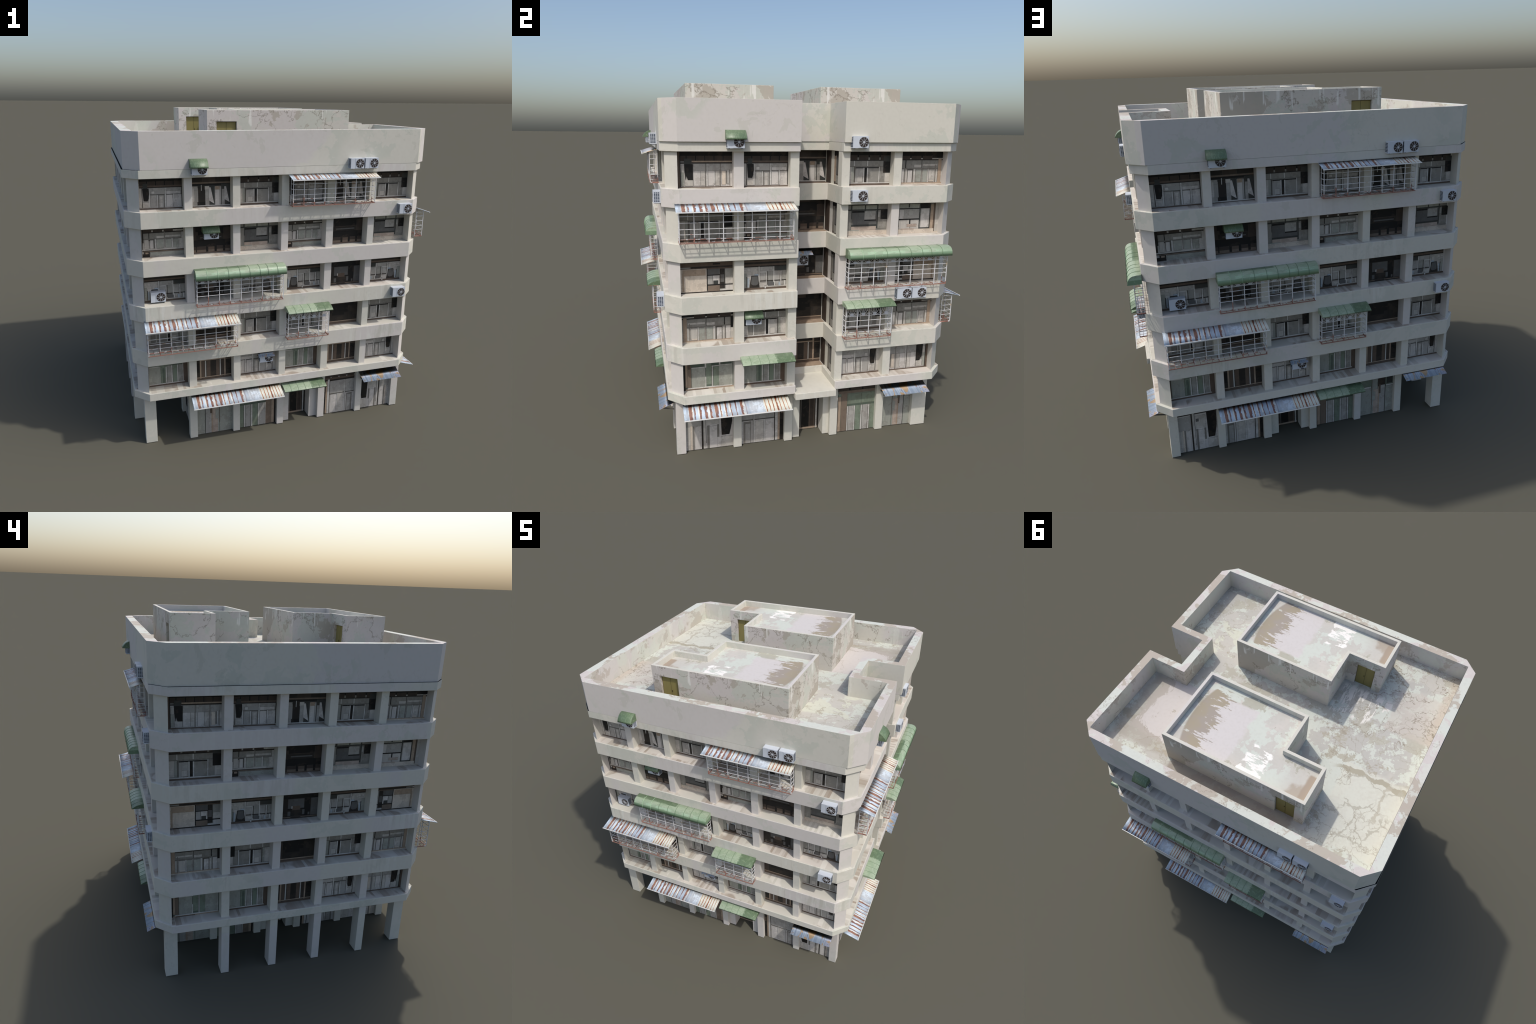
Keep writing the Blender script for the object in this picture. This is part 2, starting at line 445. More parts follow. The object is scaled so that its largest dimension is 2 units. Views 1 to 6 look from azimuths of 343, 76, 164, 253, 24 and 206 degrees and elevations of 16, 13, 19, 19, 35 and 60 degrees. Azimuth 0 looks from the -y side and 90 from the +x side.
M["seam"] = paint("awning_seam", (100, 124, 98))
M["seam_lite"] = paint("awning_seam_pale", (162, 192, 160))
M["cage"] = cage_material()
M["rust"] = paint("rusty_foot_rail", (150, 113, 101), 0.75, 0.2, 0.2, 24)
M["trim"] = paint("white_gutter_trim", (232, 232, 230), 0.4, 0.5, 0.03)
M["ac"] = paint("ac_casing", (196, 202, 210), 0.45, 0.4, 0.05)
M["ac_side"] = paint("ac_coil", (58, 68, 84), 0.5)
M["fan"] = paint("ac_fan_dark", (58, 50, 47), 0.5)
M["spoke"] = paint("ac_fan_guard", (190, 194, 200), 0.45)
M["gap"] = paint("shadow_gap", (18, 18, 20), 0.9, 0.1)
M["door"] = paint("ochre_door", (134, 124, 76), 0.55, 0.35, 0.16, 7, (6, 6, 1))
M["door_dk"] = paint("ochre_door_edge", (74, 66, 40))
# window palette
PAL = dict(
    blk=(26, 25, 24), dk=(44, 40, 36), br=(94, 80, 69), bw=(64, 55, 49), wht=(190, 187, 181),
    pw=(192, 187, 181), pg=(181, 176, 168), gp=(158, 155, 149), g2=(142, 140, 133), gg=(136, 133, 126),
    tan=(162, 143, 124), slate=(60, 62, 60), cream=(198, 186, 171), gr=(116, 126, 111), gl=(151, 152, 143),  # gl and gr lightened to the slats' sunlit tone
    gd=(86, 97, 86), ash=(92, 91, 89), mud=(118, 104, 91), grime=(170, 155, 142), blu=(170, 180, 187),
    line=(86, 83, 77), rim=(120, 116, 109))


def joinery(name, rgb, rough):
    """Old paint with runs and blots."""
    n = Nodes(name, rough, 0.3)
    c = srgb(*rgb)
    k = lambda f: tuple(min(1, x * f) for x in c[:3]) + (1,)
    col = n.mix(n.noise(9, 4, 0.55, 0, n.mapping((1, 1, 0.4))), k(0.90), k(1.08))
    run = n.step(n.noise(1.0, 4, 0.62, 0.3, n.mapping((44, 44, 9))), 0.55, 0.57)
    col = n.mix(n.mul(run, 0.40), col, k(0.80))
    blot = n.step(n.noise(24, 5, 0.66, 0.3, n.mapping(loc=(3, 1, 2))), 0.56, 0.57)
    col = n.mix(n.mul(blot, 0.6), col, k(1.20))
    dirt = n.step(n.noise(17, 6, 0.68, 0.2, n.mapping(loc=(1, 6, 4))), 0.55, 0.56)
    col = n.mix(n.mul(dirt, 0.5), col, tuple(x * 0.62 + y * 0.12 for x, y in zip(c[:3], srgb(150, 128, 108)[:3])) + (1,))
    return n.out(col)


for k, c in PAL.items():
    M[k] = joinery("joinery_" + k, c, 0.6 if k not in ("gg", "slate", "gl", "gr", "gd") else 0.4)

# ------------------------------------------------------------------ mesh building
class Shape:
    """Collects boxes, prisms and strips, then becomes one mesh with material slots."""
    def __init__(self):
        self.bm = bmesh.new()
        self.mats = []

    def mi(self, m):
        if m not in self.mats:
            self.mats.append(m)
        return self.mats.index(m)

    def face(self, pts, m, smooth=False):
        f = self.bm.faces.new([self.bm.verts.new(p) for p in pts])
        f.material_index = self.mi(m)
        f.smooth = smooth
        return f

    def box(self, a, b, m):
        (x0, y0, z0), (x1, y1, z1) = a, b
        x0, x1 = min(x0, x1), max(x0, x1)
        y0, y1 = min(y0, y1), max(y0, y1)
        z0, z1 = min(z0, z1), max(z0, z1)
        v = [self.bm.verts.new(p) for p in ((x0, y0, z0), (x1, y0, z0), (x1, y1, z0), (x0, y1, z0),
                                            (x0, y0, z1), (x1, y0, z1), (x1, y1, z1), (x0, y1, z1))]
        i = self.mi(m)
        for q in ((3, 2, 1, 0), (4, 5, 6, 7), (0, 1, 5, 4), (1, 2, 6, 5), (2, 3, 7, 6), (3, 0, 4, 7)):
            self.bm.faces.new([v[k] for k in q]).material_index = i

    def prism(self, poly, z0, z1, m, top=None, bottom=None):
        lo = [self.bm.verts.new((x, y, z0)) for x, y in poly]
        hi = [self.bm.verts.new((x, y, z1)) for x, y in poly]
        k = len(poly)
        for i in range(k):
            j = (i + 1) % k
            self.bm.faces.new((lo[i], lo[j], hi[j], hi[i])).material_index = self.mi(m)
        self.bm.faces.new(hi).material_index = self.mi(top or m)
        self.bm.faces.new(lo[::-1]).material_index = self.mi(bottom or m)

    def ring(self, outer, inner, z0, z1, m, top=None, inside=None):
        """Wall between two polygons with the same corner count."""
        k = len(outer)
        V = lambda p, z: self.bm.verts.new((p[0], p[1], z))
        oh = [V(p, z1) for p in outer]; ol = [V(p, z0) for p in outer]
        ih = [V(p, z1) for p in inner]; il = [V(p, z0) for p in inner]
        for i in range(k):
            j = (i + 1) % k
            self.bm.faces.new((ol[i], ol[j], oh[j], oh[i])).material_index = self.mi(m)
            self.bm.faces.new((il[j], il[i], ih[i], ih[j])).material_index = self.mi(inside or m)
            self.bm.faces.new((oh[i], oh[j], ih[j], ih[i])).material_index = self.mi(top or m)
            self.bm.faces.new((ol[j], ol[i], il[i], il[j])).material_index = self.mi(m)

    def bar(self, p, q, r, m):
        """Square bar between two points."""
        p, q = Vector(p), Vector(q)
        d = (q - p).normalized()
        a = d.cross(Vector((0, 0, 1)))
        if a.length < 1e-3:
            a = d.cross(Vector((0, 1, 0)))
        a.normalize()
        b = d.cross(a)
        c = [self.bm.verts.new(o + a * s * r + b * t * r) for o in (p, q) for s, t in ((-1, -1), (1, -1), (1, 1), (-1, 1))]
        i = self.mi(m)
        for f in ((3, 2, 1, 0), (4, 5, 6, 7), (0, 1, 5, 4), (1, 2, 6, 5), (2, 3, 7, 6), (3, 0, 4, 7)):
            self.bm.faces.new([c[k] for k in f]).material_index = i

    def disc(self, c, r, y0, y1, m, seg=24):
        """Flat drum whose axis is y."""
        f = [(c[0] + r * math.cos(2 * math.pi * i / seg), c[1] + r * math.sin(2 * math.pi * i / seg)) for i in range(seg)]
        a = [self.bm.verts.new((x, y0, z)) for x, z in f]
        b = [self.bm.verts.new((x, y1, z)) for x, z in f]
        i = self.mi(m)
        self.bm.faces.new(b).material_index = i
        self.bm.faces.new(a[::-1]).material_index = i
        for k in range(seg):
            self.bm.faces.new((a[k], b[k], b[(k + 1) % seg], a[(k + 1) % seg])).material_index = i

    def sheet(self, profile, x0, x1, t, m, cols=1, wave=None):
        """Profile in (y, z) swept along x, with thickness t downwards."""
        xs = [x0 + (x1 - x0) * i / cols for i in range(cols + 1)]
        up, dn = [], []
        for x in xs:
            dz = wave(x) if wave else 0.0
            up.append([self.bm.verts.new((x, y, z + dz)) for y, z in profile])
            row = []
            for k, (y, z) in enumerate(profile):
                a = profile[max(k - 1, 0)]; b = profile[min(k + 1, len(profile) - 1)]
                ty, tz = b[0] - a[0], b[1] - a[1]
                L = math.hypot(ty, tz)
                row.append(self.bm.verts.new((x, y + tz / L * t, z - ty / L * t + dz)))
            dn.append(row)
        i = self.mi(m)
        def q(a, b, c, d, s=False):
            f = self.bm.faces.new((a, b, c, d)); f.material_index = i; f.smooth = s
        n = len(profile)
        for a in range(cols):
            for k in range(n - 1):
                q(up[a][k], up[a][k + 1], up[a + 1][k + 1], up[a + 1][k], n > 3)
                q(dn[a][k + 1], dn[a][k], dn[a + 1][k], dn[a + 1][k + 1], n > 3)
            q(up[a + 1][0], dn[a + 1][0], dn[a][0], up[a][0])
            q(up[a][-1], dn[a][-1], dn[a + 1][-1], up[a + 1][-1])
        for k in range(n - 1):
            q(up[0][k + 1], up[0][k], dn[0][k], dn[0][k + 1])
            q(up[-1][k], up[-1][k + 1], dn[-1][k + 1], dn[-1][k])

    def mesh(self, name, fix=True):
        if fix:
            bmesh.ops.recalc_face_normals(self.bm, faces=self.bm.faces[:])
        me = bpy.data.meshes.new(name)
        self.bm.to_mesh(me)
        self.bm.free()
        for k in self.mats:
            me.materials.append(M[k])
        return me


ROOT = bpy.data.objects.new("apartment_building", None)
ROOT.empty_display_size = 0.2
COL.objects.link(ROOT)
ROOT["label"] = "weathered pale concrete apartment block with awnings and window cages"
ROOT["category"] = "apartment building"


def put(name, me, parent=None, mat=None):
    o = bpy.data.objects.new(name, me)
    COL.objects.link(o)
    o.parent = parent or ROOT
    if mat is not None:
        o.matrix_local = mat
    return o


def bevel(o, w=0.0018):
    b = o.modifiers.new("worn_edge", 'BEVEL')
    b.width = w
    b.segments = 2
    b.limit_method = 'ANGLE'
    b.angle_limit = math.radians(40)
    b.harden_normals = False


# ------------------------------------------------------------------ building dimensions
FLOOR0, PITCH, WIN_H = 0.3695, 0.2742, 0.1805
LEVELS = [FLOOR0 + PITCH * k for k in range(5)]
BAND_BOTTOM, BAND_TOP, PARAPET_TOP, ROOF_Z, HUT_TOP = 1.6467, 1.6925, 1.895, 1.7655, 2.0
OUT = dict(S=-0.807, N=0.8155, W=-0.9645, E=0.8725)          # band faces
WALL = dict(S=-0.718, N=0.7275, W=-0.880, E=0.800)           # window wall
PIL = dict(S=-0.785, N=0.7925, W=-0.9425, E=0.850)           # pillar faces
CH_X = (-0.882, 0.790)
CH_Y = (-0.7245, 0.730)
NOTCH_Y, NOTCH_X = (-0.112, 0.119), 0.645


def outline(s, n, w, e, ch=True, shift=0.0, notch=(NOTCH_Y[0], NOTCH_Y[1], NOTCH_X), cx=CH_X, cy=CH_Y):
    a, b, x = notch
    return [(cx[0] + shift, s), (cx[1] + shift, s), (e, cy[0]), (e, a), (x, a), (x, b), (e, b), (e, cy[1]),
            (cx[1] + shift, n), (cx[0] + shift, n), (w, cy[1]), (w, cy[0])]


BAND = outline(OUT['S'], OUT['N'], OUT['W'], OUT['E'])

# slabs / balcony bands
for k, z in enumerate(LEVELS):
    s = Shape()
    low = z - (0.0475 if k == 0 else 0.0935)
    mk = ["plaster_a", "plaster_c", "plaster_c", "plaster_b", "plaster_a"][k]
    s.prism(BAND, low, z, mk)
    o = put("floor_band", s.mesh("floor_band"))
    bevel(o)
s = Shape()
s.prism(BAND, BAND_BOTTOM, BAND_TOP, "plaster_b")
bevel(put("cornice_band", s.mesh("cornice_band")))
# thin solid black strip on the ledge where the parapet sits back from the cornice on the west
s = Shape()
s.prism([(-0.8815, -0.8062), (-0.9638, -0.7241), (-0.9638, 0.7296), (-0.8815, 0.8147), (-0.86, 0.8147), (-0.94, 0.727), (-0.94, -0.7215), (-0.86, -0.8062)],
        BAND_TOP - 0.0006, BAND_TOP + 0.0005, "gap")
put("black_ledge_strip", s.mesh("black_ledge_strip"))

# parapet: set 1 cm to the east of the cornice
PO = outline(-0.8074, 0.8162, -0.9558, 0.8845, shift=0.0102, notch=(-0.1125, 0.1185, 0.650), cy=(-0.7265, 0.7335))
PI = [(-0.900, -0.755), (0.8345, -0.755), (0.8345, -0.754), (0.8345, -0.157), (0.602, -0.157), (0.602, 0.1625),
      (0.8345, 0.1625), (0.8345, 0.765), (0.831, 0.765), (-0.899, 0.765), (-0.900, 0.764), (-0.900, -0.754)]
s = Shape()
s.ring(PO, PI, BAND_TOP + 0.0006, PARAPET_TOP, "plaster_parapet", "coping", "plaster_inner")
bevel(put("parapet", s.mesh("parapet")), 0.0015)
s = Shape()
s.prism([(x - 0.001 if x > 0 else x + 0.001, y) for x, y in PI], BAND_TOP + 0.001, ROOF_Z, "roof")
put("roof_deck", s.mesh("roof_deck"))

# window wall behind the bands (one prism per storey)
CORE = [(WALL['W'], WALL['S']), (WALL['E'], WALL['S']), (WALL['E'], -0.150), (0.578, -0.150), (0.578, 0.157),
        (WALL['E'], 0.157), (WALL['E'], WALL['N']), (WALL['W'], WALL['N'])]
for k, z in enumerate(LEVELS):
    s = Shape()
    s.prism(CORE, z, z + WIN_H, "plaster_col")
    put("window_wall", s.mesh("window_wall"))

# ------------------------------------------------------------------ pillars
SX = [(-0.6386, -0.5926), (-0.3617, -0.3178), (-0.068, -0.0240), (0.219, 0.2660), (0.4965, 0.5400)]
WY = [(-0.4520, -0.4060), (-0.1575, -0.1110), (0.1180, 0.1640), (0.4070, 0.4535)]


def add_pillar(x0, x1, y0, y1, z0, z1):
    s = Shape()
    s.box((x0, y0, z0), (x1, y1, z1), "plaster_col")
    o = put("pillar", s.mesh("pillar"))
    bevel(o, 0.0012)


EPS = 0.004
for k, z in enumerate(LEVELS):
    a, b = z - 0.001, z + WIN_H + 0.001
    for x0, x1 in SX:
        add_pillar(x0, x1, PIL['S'], WALL['S'] + EPS, a, b)
        add_pillar(x0, x1, PIL['N'], WALL['N'] - EPS, a, b)
    for y0, y1 in WY:
        add_pillar(PIL['W'], WALL['W'] + EPS, y0, y1, a, b)
    for y0, y1 in ((-0.4495, -0.3980), (0.4155, 0.4612)):
        add_pillar(WALL['E'] - EPS, PIL['E'], y0, y1, a, b)
    # corner pillars with the chamfer
    for poly in ([(0.7905, -0.785), (0.850, -0.7262), (0.7905, -0.7262)],
                 [(0.850, 0.729), (0.7905, 0.7925), (0.7905, 0.729)],
                 [(-0.8825, 0.7925), (-0.9425, 0.7315), (-0.8825, 0.7315)],
                 [(-0.9425, -0.7245), (-0.8825, -0.785), (-0.8825, -0.7245)]):
        s = Shape()
        # thicken the triangle back to the core
        cx = sum(p[0] for p in poly) / 3
        cy = sum(p[1] for p in poly) / 3
        p0, p1, p2 = poly
        inx = p2[0]
        iny = WALL['S'] + EPS if cy < 0 else WALL['N'] - EPS
        inx2 = WALL['E'] - EPS if cx > 0 else WALL['W'] + EPS
        if cx > 0 and cy < 0:
            pl = [p0, p1, (p1[0], p1[1] + 0.0002), (inx2, p1[1] + 0.0002), (inx2, iny), (inx, iny)]
        elif cx > 0:
            pl = [p0, p1, (inx, iny), (inx2, iny), (inx2, p0[1] - 0.0002), (p0[0], p0[1] - 0.0002)]
        elif cy > 0:
            pl = [p0, p1, (p1[0], p1[1] - 0.0002), (inx2, p1[1] - 0.0002), (inx2, iny), (inx, iny)]
        else:
            pl = [p0, p1, (inx, iny), (inx2, iny), (inx2, p0[1] + 0.0002), (p0[0], p0[1] + 0.0002)]
        s.prism(pl, a, b, "plaster_col")
        o = put("corner_pillar", s.mesh("corner_pillar"))
    # light-well corner piers: front pier, jamb at the back, window between
    for sgn, yf, yb in ((1, 0.1205, 0.1645), (-1, -0.1110, -0.1575)):
        s = Shape()
        s.box((0.797, yf, a), (0.850, yb, b), "plaster_col")
        d = 0.0165 if sgn > 0 else 0.0090                                      # the light-well walls sit a little behind the piers
        s.box((0.578, yf + sgn * (d - 0.0045), a), (0.6450, yf + sgn * 0.05, b), "bw")
        s.box((0.645, yf + sgn * d, a), (0.688, yf + sgn * 0.05, b), "plaster_col")
        s.box((0.688, yf + sgn * (d + 0.002), a), (0.800, yf + sgn * 0.0505, b), "bw")
        for u0, u1, v0, v1, m in ((0.690, 0.718, 0.08, 0.84, "tan" if k == 4 else "rim"), (0.722, 0.752, 0.30, 0.80, "ash"), (0.722, 0.752, 0.04, 0.27, "g2"),
                                  (0.756, 0.792, 0.04, 0.90, "dk"), (0.690, 0.792, 0.86, 0.98, "blk"), (0.718, 0.722, 0.02, 0.9, "gp")):
            s.box((u0, yf + sgn * (d + 0.0005), z + v0 * WIN_H), (u1, yf + sgn * (d + 0.006), z + v1 * WIN_H), m)
        put("light_well_pier", s.mesh("light_well_pier"))

# sills: stained screed on top of every band
for k, z in enumerate(LEVELS):
    mk = ("sill_a", "sill_b")[k % 2]
    s = Shape()
    e, h = 0.006, 0.0009
    s.box((CH_X[0], OUT['S'] + e, z - 0.002), (CH_X[1], WALL['S'] + 0.002, z + h), mk)
    s.box((CH_X[0], WALL['N'] - 0.002, z - 0.002), (CH_X[1], OUT['N'] - e, z + h), mk)
    s.box((OUT['W'] + e, CH_Y[0], z - 0.002), (WALL['W'] + 0.002, CH_Y[1], z + h), mk)
    s.box((WALL['E'] - 0.002, CH_Y[0], z - 0.002), (OUT['E'] - e, NOTCH_Y[0] - 0.01, z + h), mk)
    s.box((WALL['E'] - 0.002, NOTCH_Y[1] + 0.01, z - 0.002), (OUT['E'] - e, CH_Y[1], z + h), mk)
    s.box((0.578, -0.121, z - 0.002), (0.640, 0.128, z + h), "tan" if k != 4 else "mud")
    put("window_sill", s.mesh("window_sill"))

# ------------------------------------------------------------------ ground storey
GWALL = dict(S=-0.7405, N=0.7075, W=-0.614, E=0.7885)
DX, DYE, DYW = (0.0230, 0.1680), (-0.0600, 0.0830), (-0.0640, 0.0730)
s = Shape()
s.prism([(GWALL['W'], GWALL['S']), (DX[0], GWALL['S']), (DX[0], -0.666), (DX[1], -0.666), (DX[1], GWALL['S']), (GWALL['E'], GWALL['S']),
         (GWALL['E'], DYE[0]), (0.7120, DYE[0]), (0.7120, DYE[1]), (GWALL['E'], DYE[1]), (GWALL['E'], GWALL['N']),
         (DX[1], GWALL['N']), (DX[1], 0.6360), (DX[0], 0.6360), (DX[0], GWALL['N']), (GWALL['W'], GWALL['N']),
         (GWALL['W'], DYW[1]), (-0.540, DYW[1]), (-0.540, DYW[0]), (GWALL['W'], DYW[0])], 0.0, LEVELS[0] - 0.047, "plaster_col")
put("ground_wall", s.mesh("ground_wall"))
ZG = LEVELS[0] - 0.046
for x0, x1 in SX:
    add_pillar(x0, x1, -0.7680, GWALL['S'] + EPS, 0, ZG)
    add_pillar(x0, x1, GWALL['N'] - EPS, 0.7345, 0, ZG)
for y0, y1 in WY:
    add_pillar(GWALL['E'] - EPS, 0.8150, y0, y1, 0, ZG)
    add_pillar(-0.6400, GWALL['W'] + EPS, y0, y1, 0, ZG)
add_pillar(-0.6400, -0.5930, -0.7675, -0.7190, 0, ZG)
add_pillar(-0.6400, -0.5930, 0.6860, 0.7342, 0, ZG)
add_pillar(0.7660, 0.8165, -0.7680, -0.7177, 0, ZG)
add_pillar(0.7660, 0.8160, 0.6425, 0.7345, 0, ZG)
# free-standing arcade columns along the west
for y0, y1 in WY:
    add_pillar(-0.9595, -0.8840, y0, y1, 0, ZG)
add_pillar(-0.9115, -0.8425, -0.7435, -0.6760, 0, ZG)
add_pillar(-0.9115, -0.8425, 0.6975, 0.7670, 0, ZG)
# canopy slab of the light well
s = Shape()
s.prism([(0.60, -0.1170), (0.8920, -0.1165), (0.8920, 0.1220), (0.60, 0.1220)], 0.2910, 0.3285, "plaster_b")
bevel(put("entrance_canopy", s.mesh("entrance_canopy")))

# ------------------------------------------------------------------ roof huts
def hut(mirror):
    """L-shaped hut; built for the south one, mirrored in y for the north one."""
    cx, cy = -0.035, (-0.3885 if not mirror else 0.4005)
    f = -1 if mirror else 1
    fix = lambda P: [(x, y * f) for x, y in P][::f]
    x0, x1, xn = -0.4385, 0.4385, -0.2035
    y0, y1, yn = -0.2510, (0.2555 if mirror else 0.2510), -0.0010
    O = fix([(x0, y0), (x1, y0), (x1, y1), (xn, y1), (xn, yn), (x0, yn)])
    t = 0.0185
    I = fix([(x0 + t, y0 + t), (x1 - t, y0 + t), (x1 - t, y1 - t), (xn + t, y1 - t), (xn + t, yn - t), (x0 + t, yn - t)])
    mat = Matrix.Translation((cx, cy, 0))
    s = Shape()
    s.ring(O, I, ROOF_Z - 0.002, HUT_TOP, "hut_wall", "plaster_a", "plaster_b")
    wall = s.mesh("roof_hut")
    w = put("roof_hut", wall, mat=mat)
    # door openings are cut into the wall
    cutters = Shape()
    for yd, nrm in ((y0, -1), (yn, 1)):
        cutters.box((-0.3830, yd * f + nrm * f * 0.01, ROOF_Z - 0.02), (-0.2655, yd * f - nrm * f * 0.0172, 1.9365), "hut_wall")
    cut = bpy.data.objects.new("door_cutter", cutters.mesh("door_cutter"))
    COL.objects.link(cut)
    cut.matrix_world = mat
    bo = w.modifiers.new("door_opening", 'BOOLEAN')
    bo.operation, bo.solver, bo.object = 'DIFFERENCE', 'EXACT', cut
    bpy.context.view_layer.update()
    dg = bpy.context.evaluated_depsgraph_get()
    me2 = bpy.data.meshes.new_from_object(w.evaluated_get(dg))
    w.modifiers.clear()
    w.data = me2
    bpy.data.objects.remove(cut)
    bevel(w, 0.0012)
    s = Shape()
    s.prism([(x * 0.999, y * 0.999) for x, y in I], HUT_TOP - 0.10, HUT_TOP - 0.038, "hut_roof_mirror" if mirror else "hut_roof")
    put("hut_roof", s.mesh("hut_roof"), w)
    # ochre double doors with a frame: street side and in the recess
    for yd, nrm in ((y0, -1), (yn, 1)):
        s = Shape()
        a, b = -0.3830, -0.2655
        z0, z1 = ROOF_Z - 0.001, 1.9365
        d = nrm * f
        yy = yd * f - d * 0.0165
        s.box((a, yy - d * 0.004, z0), (b, yy + d * 0.0012, z1), "door_dk")
        mid = (a + b) / 2
        for p, q in ((a + 0.003, mid - 0.001), (mid + 0.001, b - 0.003)):
            s.box((p, yy, z0 + 0.002), (q, yy + d * 0.0028, z1 - 0.004), "door")
        s.box((mid + 0.004, yy, z0 + 0.075), (mid + 0.008, yy + d * 0.005, z0 + 0.085), "door_dk")
        put("hut_door", s.mesh("hut_door"), w)


hut(False)
hut(True)

# ------------------------------------------------------------------ facades
class Facade:
    """u left to right as seen from outside, o outwards, z up."""
    def __init__(self, uvec, nvec, org=(0, 0, 0)):
        self.m = Matrix(((uvec[0], -nvec[0], 0, org[0]), (uvec[1], -nvec[1], 0, org[1]), (0, 0, 1, org[2]), (0, 0, 0, 1)))

    def at(self, u, o, z):
        # local y points inwards, so meshes are drawn with -y outwards
        return self.m @ Matrix.Translation((u, -o, z))


F = dict(S=Facade((1, 0), (0, -1)), N=Facade((-1, 0), (0, 1), (-0.0918, 0.0, 0)),
         E=Facade((0, 1), (1, 0)), W=Facade((0, -1), (-1, 0)))

# ------------------------------------------------------------------ windows
KINDS = {}


def kind(name, *rects, bg="pw"):
    KINDS[name] = (bg, rects)


def scallops(n, v0, v1, m, off=0.0):
    w = 1.0 / n
    return [(off + i * w + w * 0.10, v0, off + (i + 1) * w - w * 0.06, v1, m) for i in range(n) if off + (i + 1) * w - w * 0.06 <= 1]


TOP = [(0, .72, 1, 1, "blk")]  # black band draws the shadow across the window head
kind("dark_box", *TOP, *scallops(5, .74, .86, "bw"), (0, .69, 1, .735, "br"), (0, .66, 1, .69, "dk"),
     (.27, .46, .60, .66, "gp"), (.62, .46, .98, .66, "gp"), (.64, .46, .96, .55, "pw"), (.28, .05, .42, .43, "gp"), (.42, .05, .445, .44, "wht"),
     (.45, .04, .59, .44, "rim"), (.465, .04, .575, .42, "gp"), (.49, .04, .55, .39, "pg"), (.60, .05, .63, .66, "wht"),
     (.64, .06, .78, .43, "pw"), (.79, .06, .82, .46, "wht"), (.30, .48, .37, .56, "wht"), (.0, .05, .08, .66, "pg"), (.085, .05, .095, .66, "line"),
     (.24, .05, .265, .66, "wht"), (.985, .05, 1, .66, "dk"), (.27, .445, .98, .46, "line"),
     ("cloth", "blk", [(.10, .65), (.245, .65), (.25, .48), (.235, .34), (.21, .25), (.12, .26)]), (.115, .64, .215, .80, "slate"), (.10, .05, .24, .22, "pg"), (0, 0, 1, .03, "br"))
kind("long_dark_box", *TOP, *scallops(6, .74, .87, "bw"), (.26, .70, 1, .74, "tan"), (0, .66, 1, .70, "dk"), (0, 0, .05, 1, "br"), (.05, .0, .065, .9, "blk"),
     (.29, .46, .53, .66, "gp"), (.545, .46, .78, .66, "gp"), (.79, .46, 1, .66, "gp"), (.29, .05, .42, .455, "pw"), (.425, .05, .50, .455, "pg"),
     (.505, .03, .52, .66, "rim"), (.535, .03, .55, .66, "wht"), (.56, .05, .66, .455, "pw"), (.66, .10, .68, .455, "wht"), (.69, .05, .76, .455, "pg"),
     (.775, .03, .79, .66, "rim"), (.81, .07, .88, .455, "cream"), (.89, .10, .905, .46, "rim"), (.91, .10, .935, .48, "wht"), (.95, .05, .96, .5, "rim"),
     (.07, .05, .12, .42, "gl"), (.08, .42, .13, .62, "pg"), ("cloth", "blk", [(.13, .65), (.285, .65), (.28, .21), (.19, .21), (.165, .33), (.15, .20), (.14, .36)]), (.13, .64, .265, .80, "slate"),
     (.14, .05, .28, .24, "pg"), (0, 0, 1, .025, "br"))
kind("curtains", (0, .70, 1, 1, "dk"), (.30, .78, .62, 1, "bw"), (.0, .74, 1, .785, "mud"), (0, .68, 1, .74, "blk"), (0, .05, .18, .66, "pg"),
     (.10, .05, .19, .60, "gp"), ("cloth", "pw", [(.0, .07), (.09, .20), (.09, .60), (.05, .60)]), (.08, .54, .18, .66, "gp"), (.19, .04, .37, .66, "dk"), (.17, .04, .41, .16, "blk"), (.265, .52, .28, .70, "wht"),
     (.37, .05, .47, .60, "gp"), (.36, .55, .47, .66, "pg"), ("cloth", "pw", [(.46, .20), (.59, .09), (.505, .615), (.46, .615)]), (.56, .05, .60, .66, "slate"),
     (.61, .04, .635, .64, "pg"), (.63, .04, .73, .56, "pw"), (.62, .54, .76, .65, "tan"), (.735, .04, .77, .64, "gp"), (.775, .05, 1, .72, "slate"),
     (.79, .05, .86, .55, "gp"), ("cloth", "pw", [(.86, .215), (.98, .12), (.895, .635), (.85, .635)]), (0, .02, 1, .05, "wht"), (0, 0, 1, .02, "br"), bg="slate")
kind("split", (0, .82, 1, 1, "blk"), *scallops(4, .74, .88, "bw"), (0, .72, 1, .75, "dk"), (0, .57, 1, .72, "gg"), (.16, .57, .18, .72, "wht"), (.46, .57, .485, .72, "wht"), (0, .545, 1, .57, "rim"),
     (0, .09, .17, .545, "pg"), (.12, .09, .165, .545, "gl"), (.18, .08, .20, .545, "line"), (.20, .08, .38, .50, "gp"), (.25, .10, .36, .26, "pg"), (.21, .50, .74, .53, "blk"), (.38, .08, .405, .51, "wht"), (.405, .08, .465, .52, "blk"),
     (.465, .08, .49, .51, "wht"), (.49, .09, .74, .50, "gg"), (.74, .08, .76, .545, "wht"), (.77, .08, 1, .545, "gg"), (.88, .09, 1, .36, "pg"),
     (.84, .36, 1, .72, "blk"), (.84, .70, 1, .86, "slate"), (0, .05, 1, .08, "wht"), (.28, .02, .42, .09, "mud"), (.42, .05, .66, .085, "pg"), (0, 0, 1, .05, "br"), bg="gg")
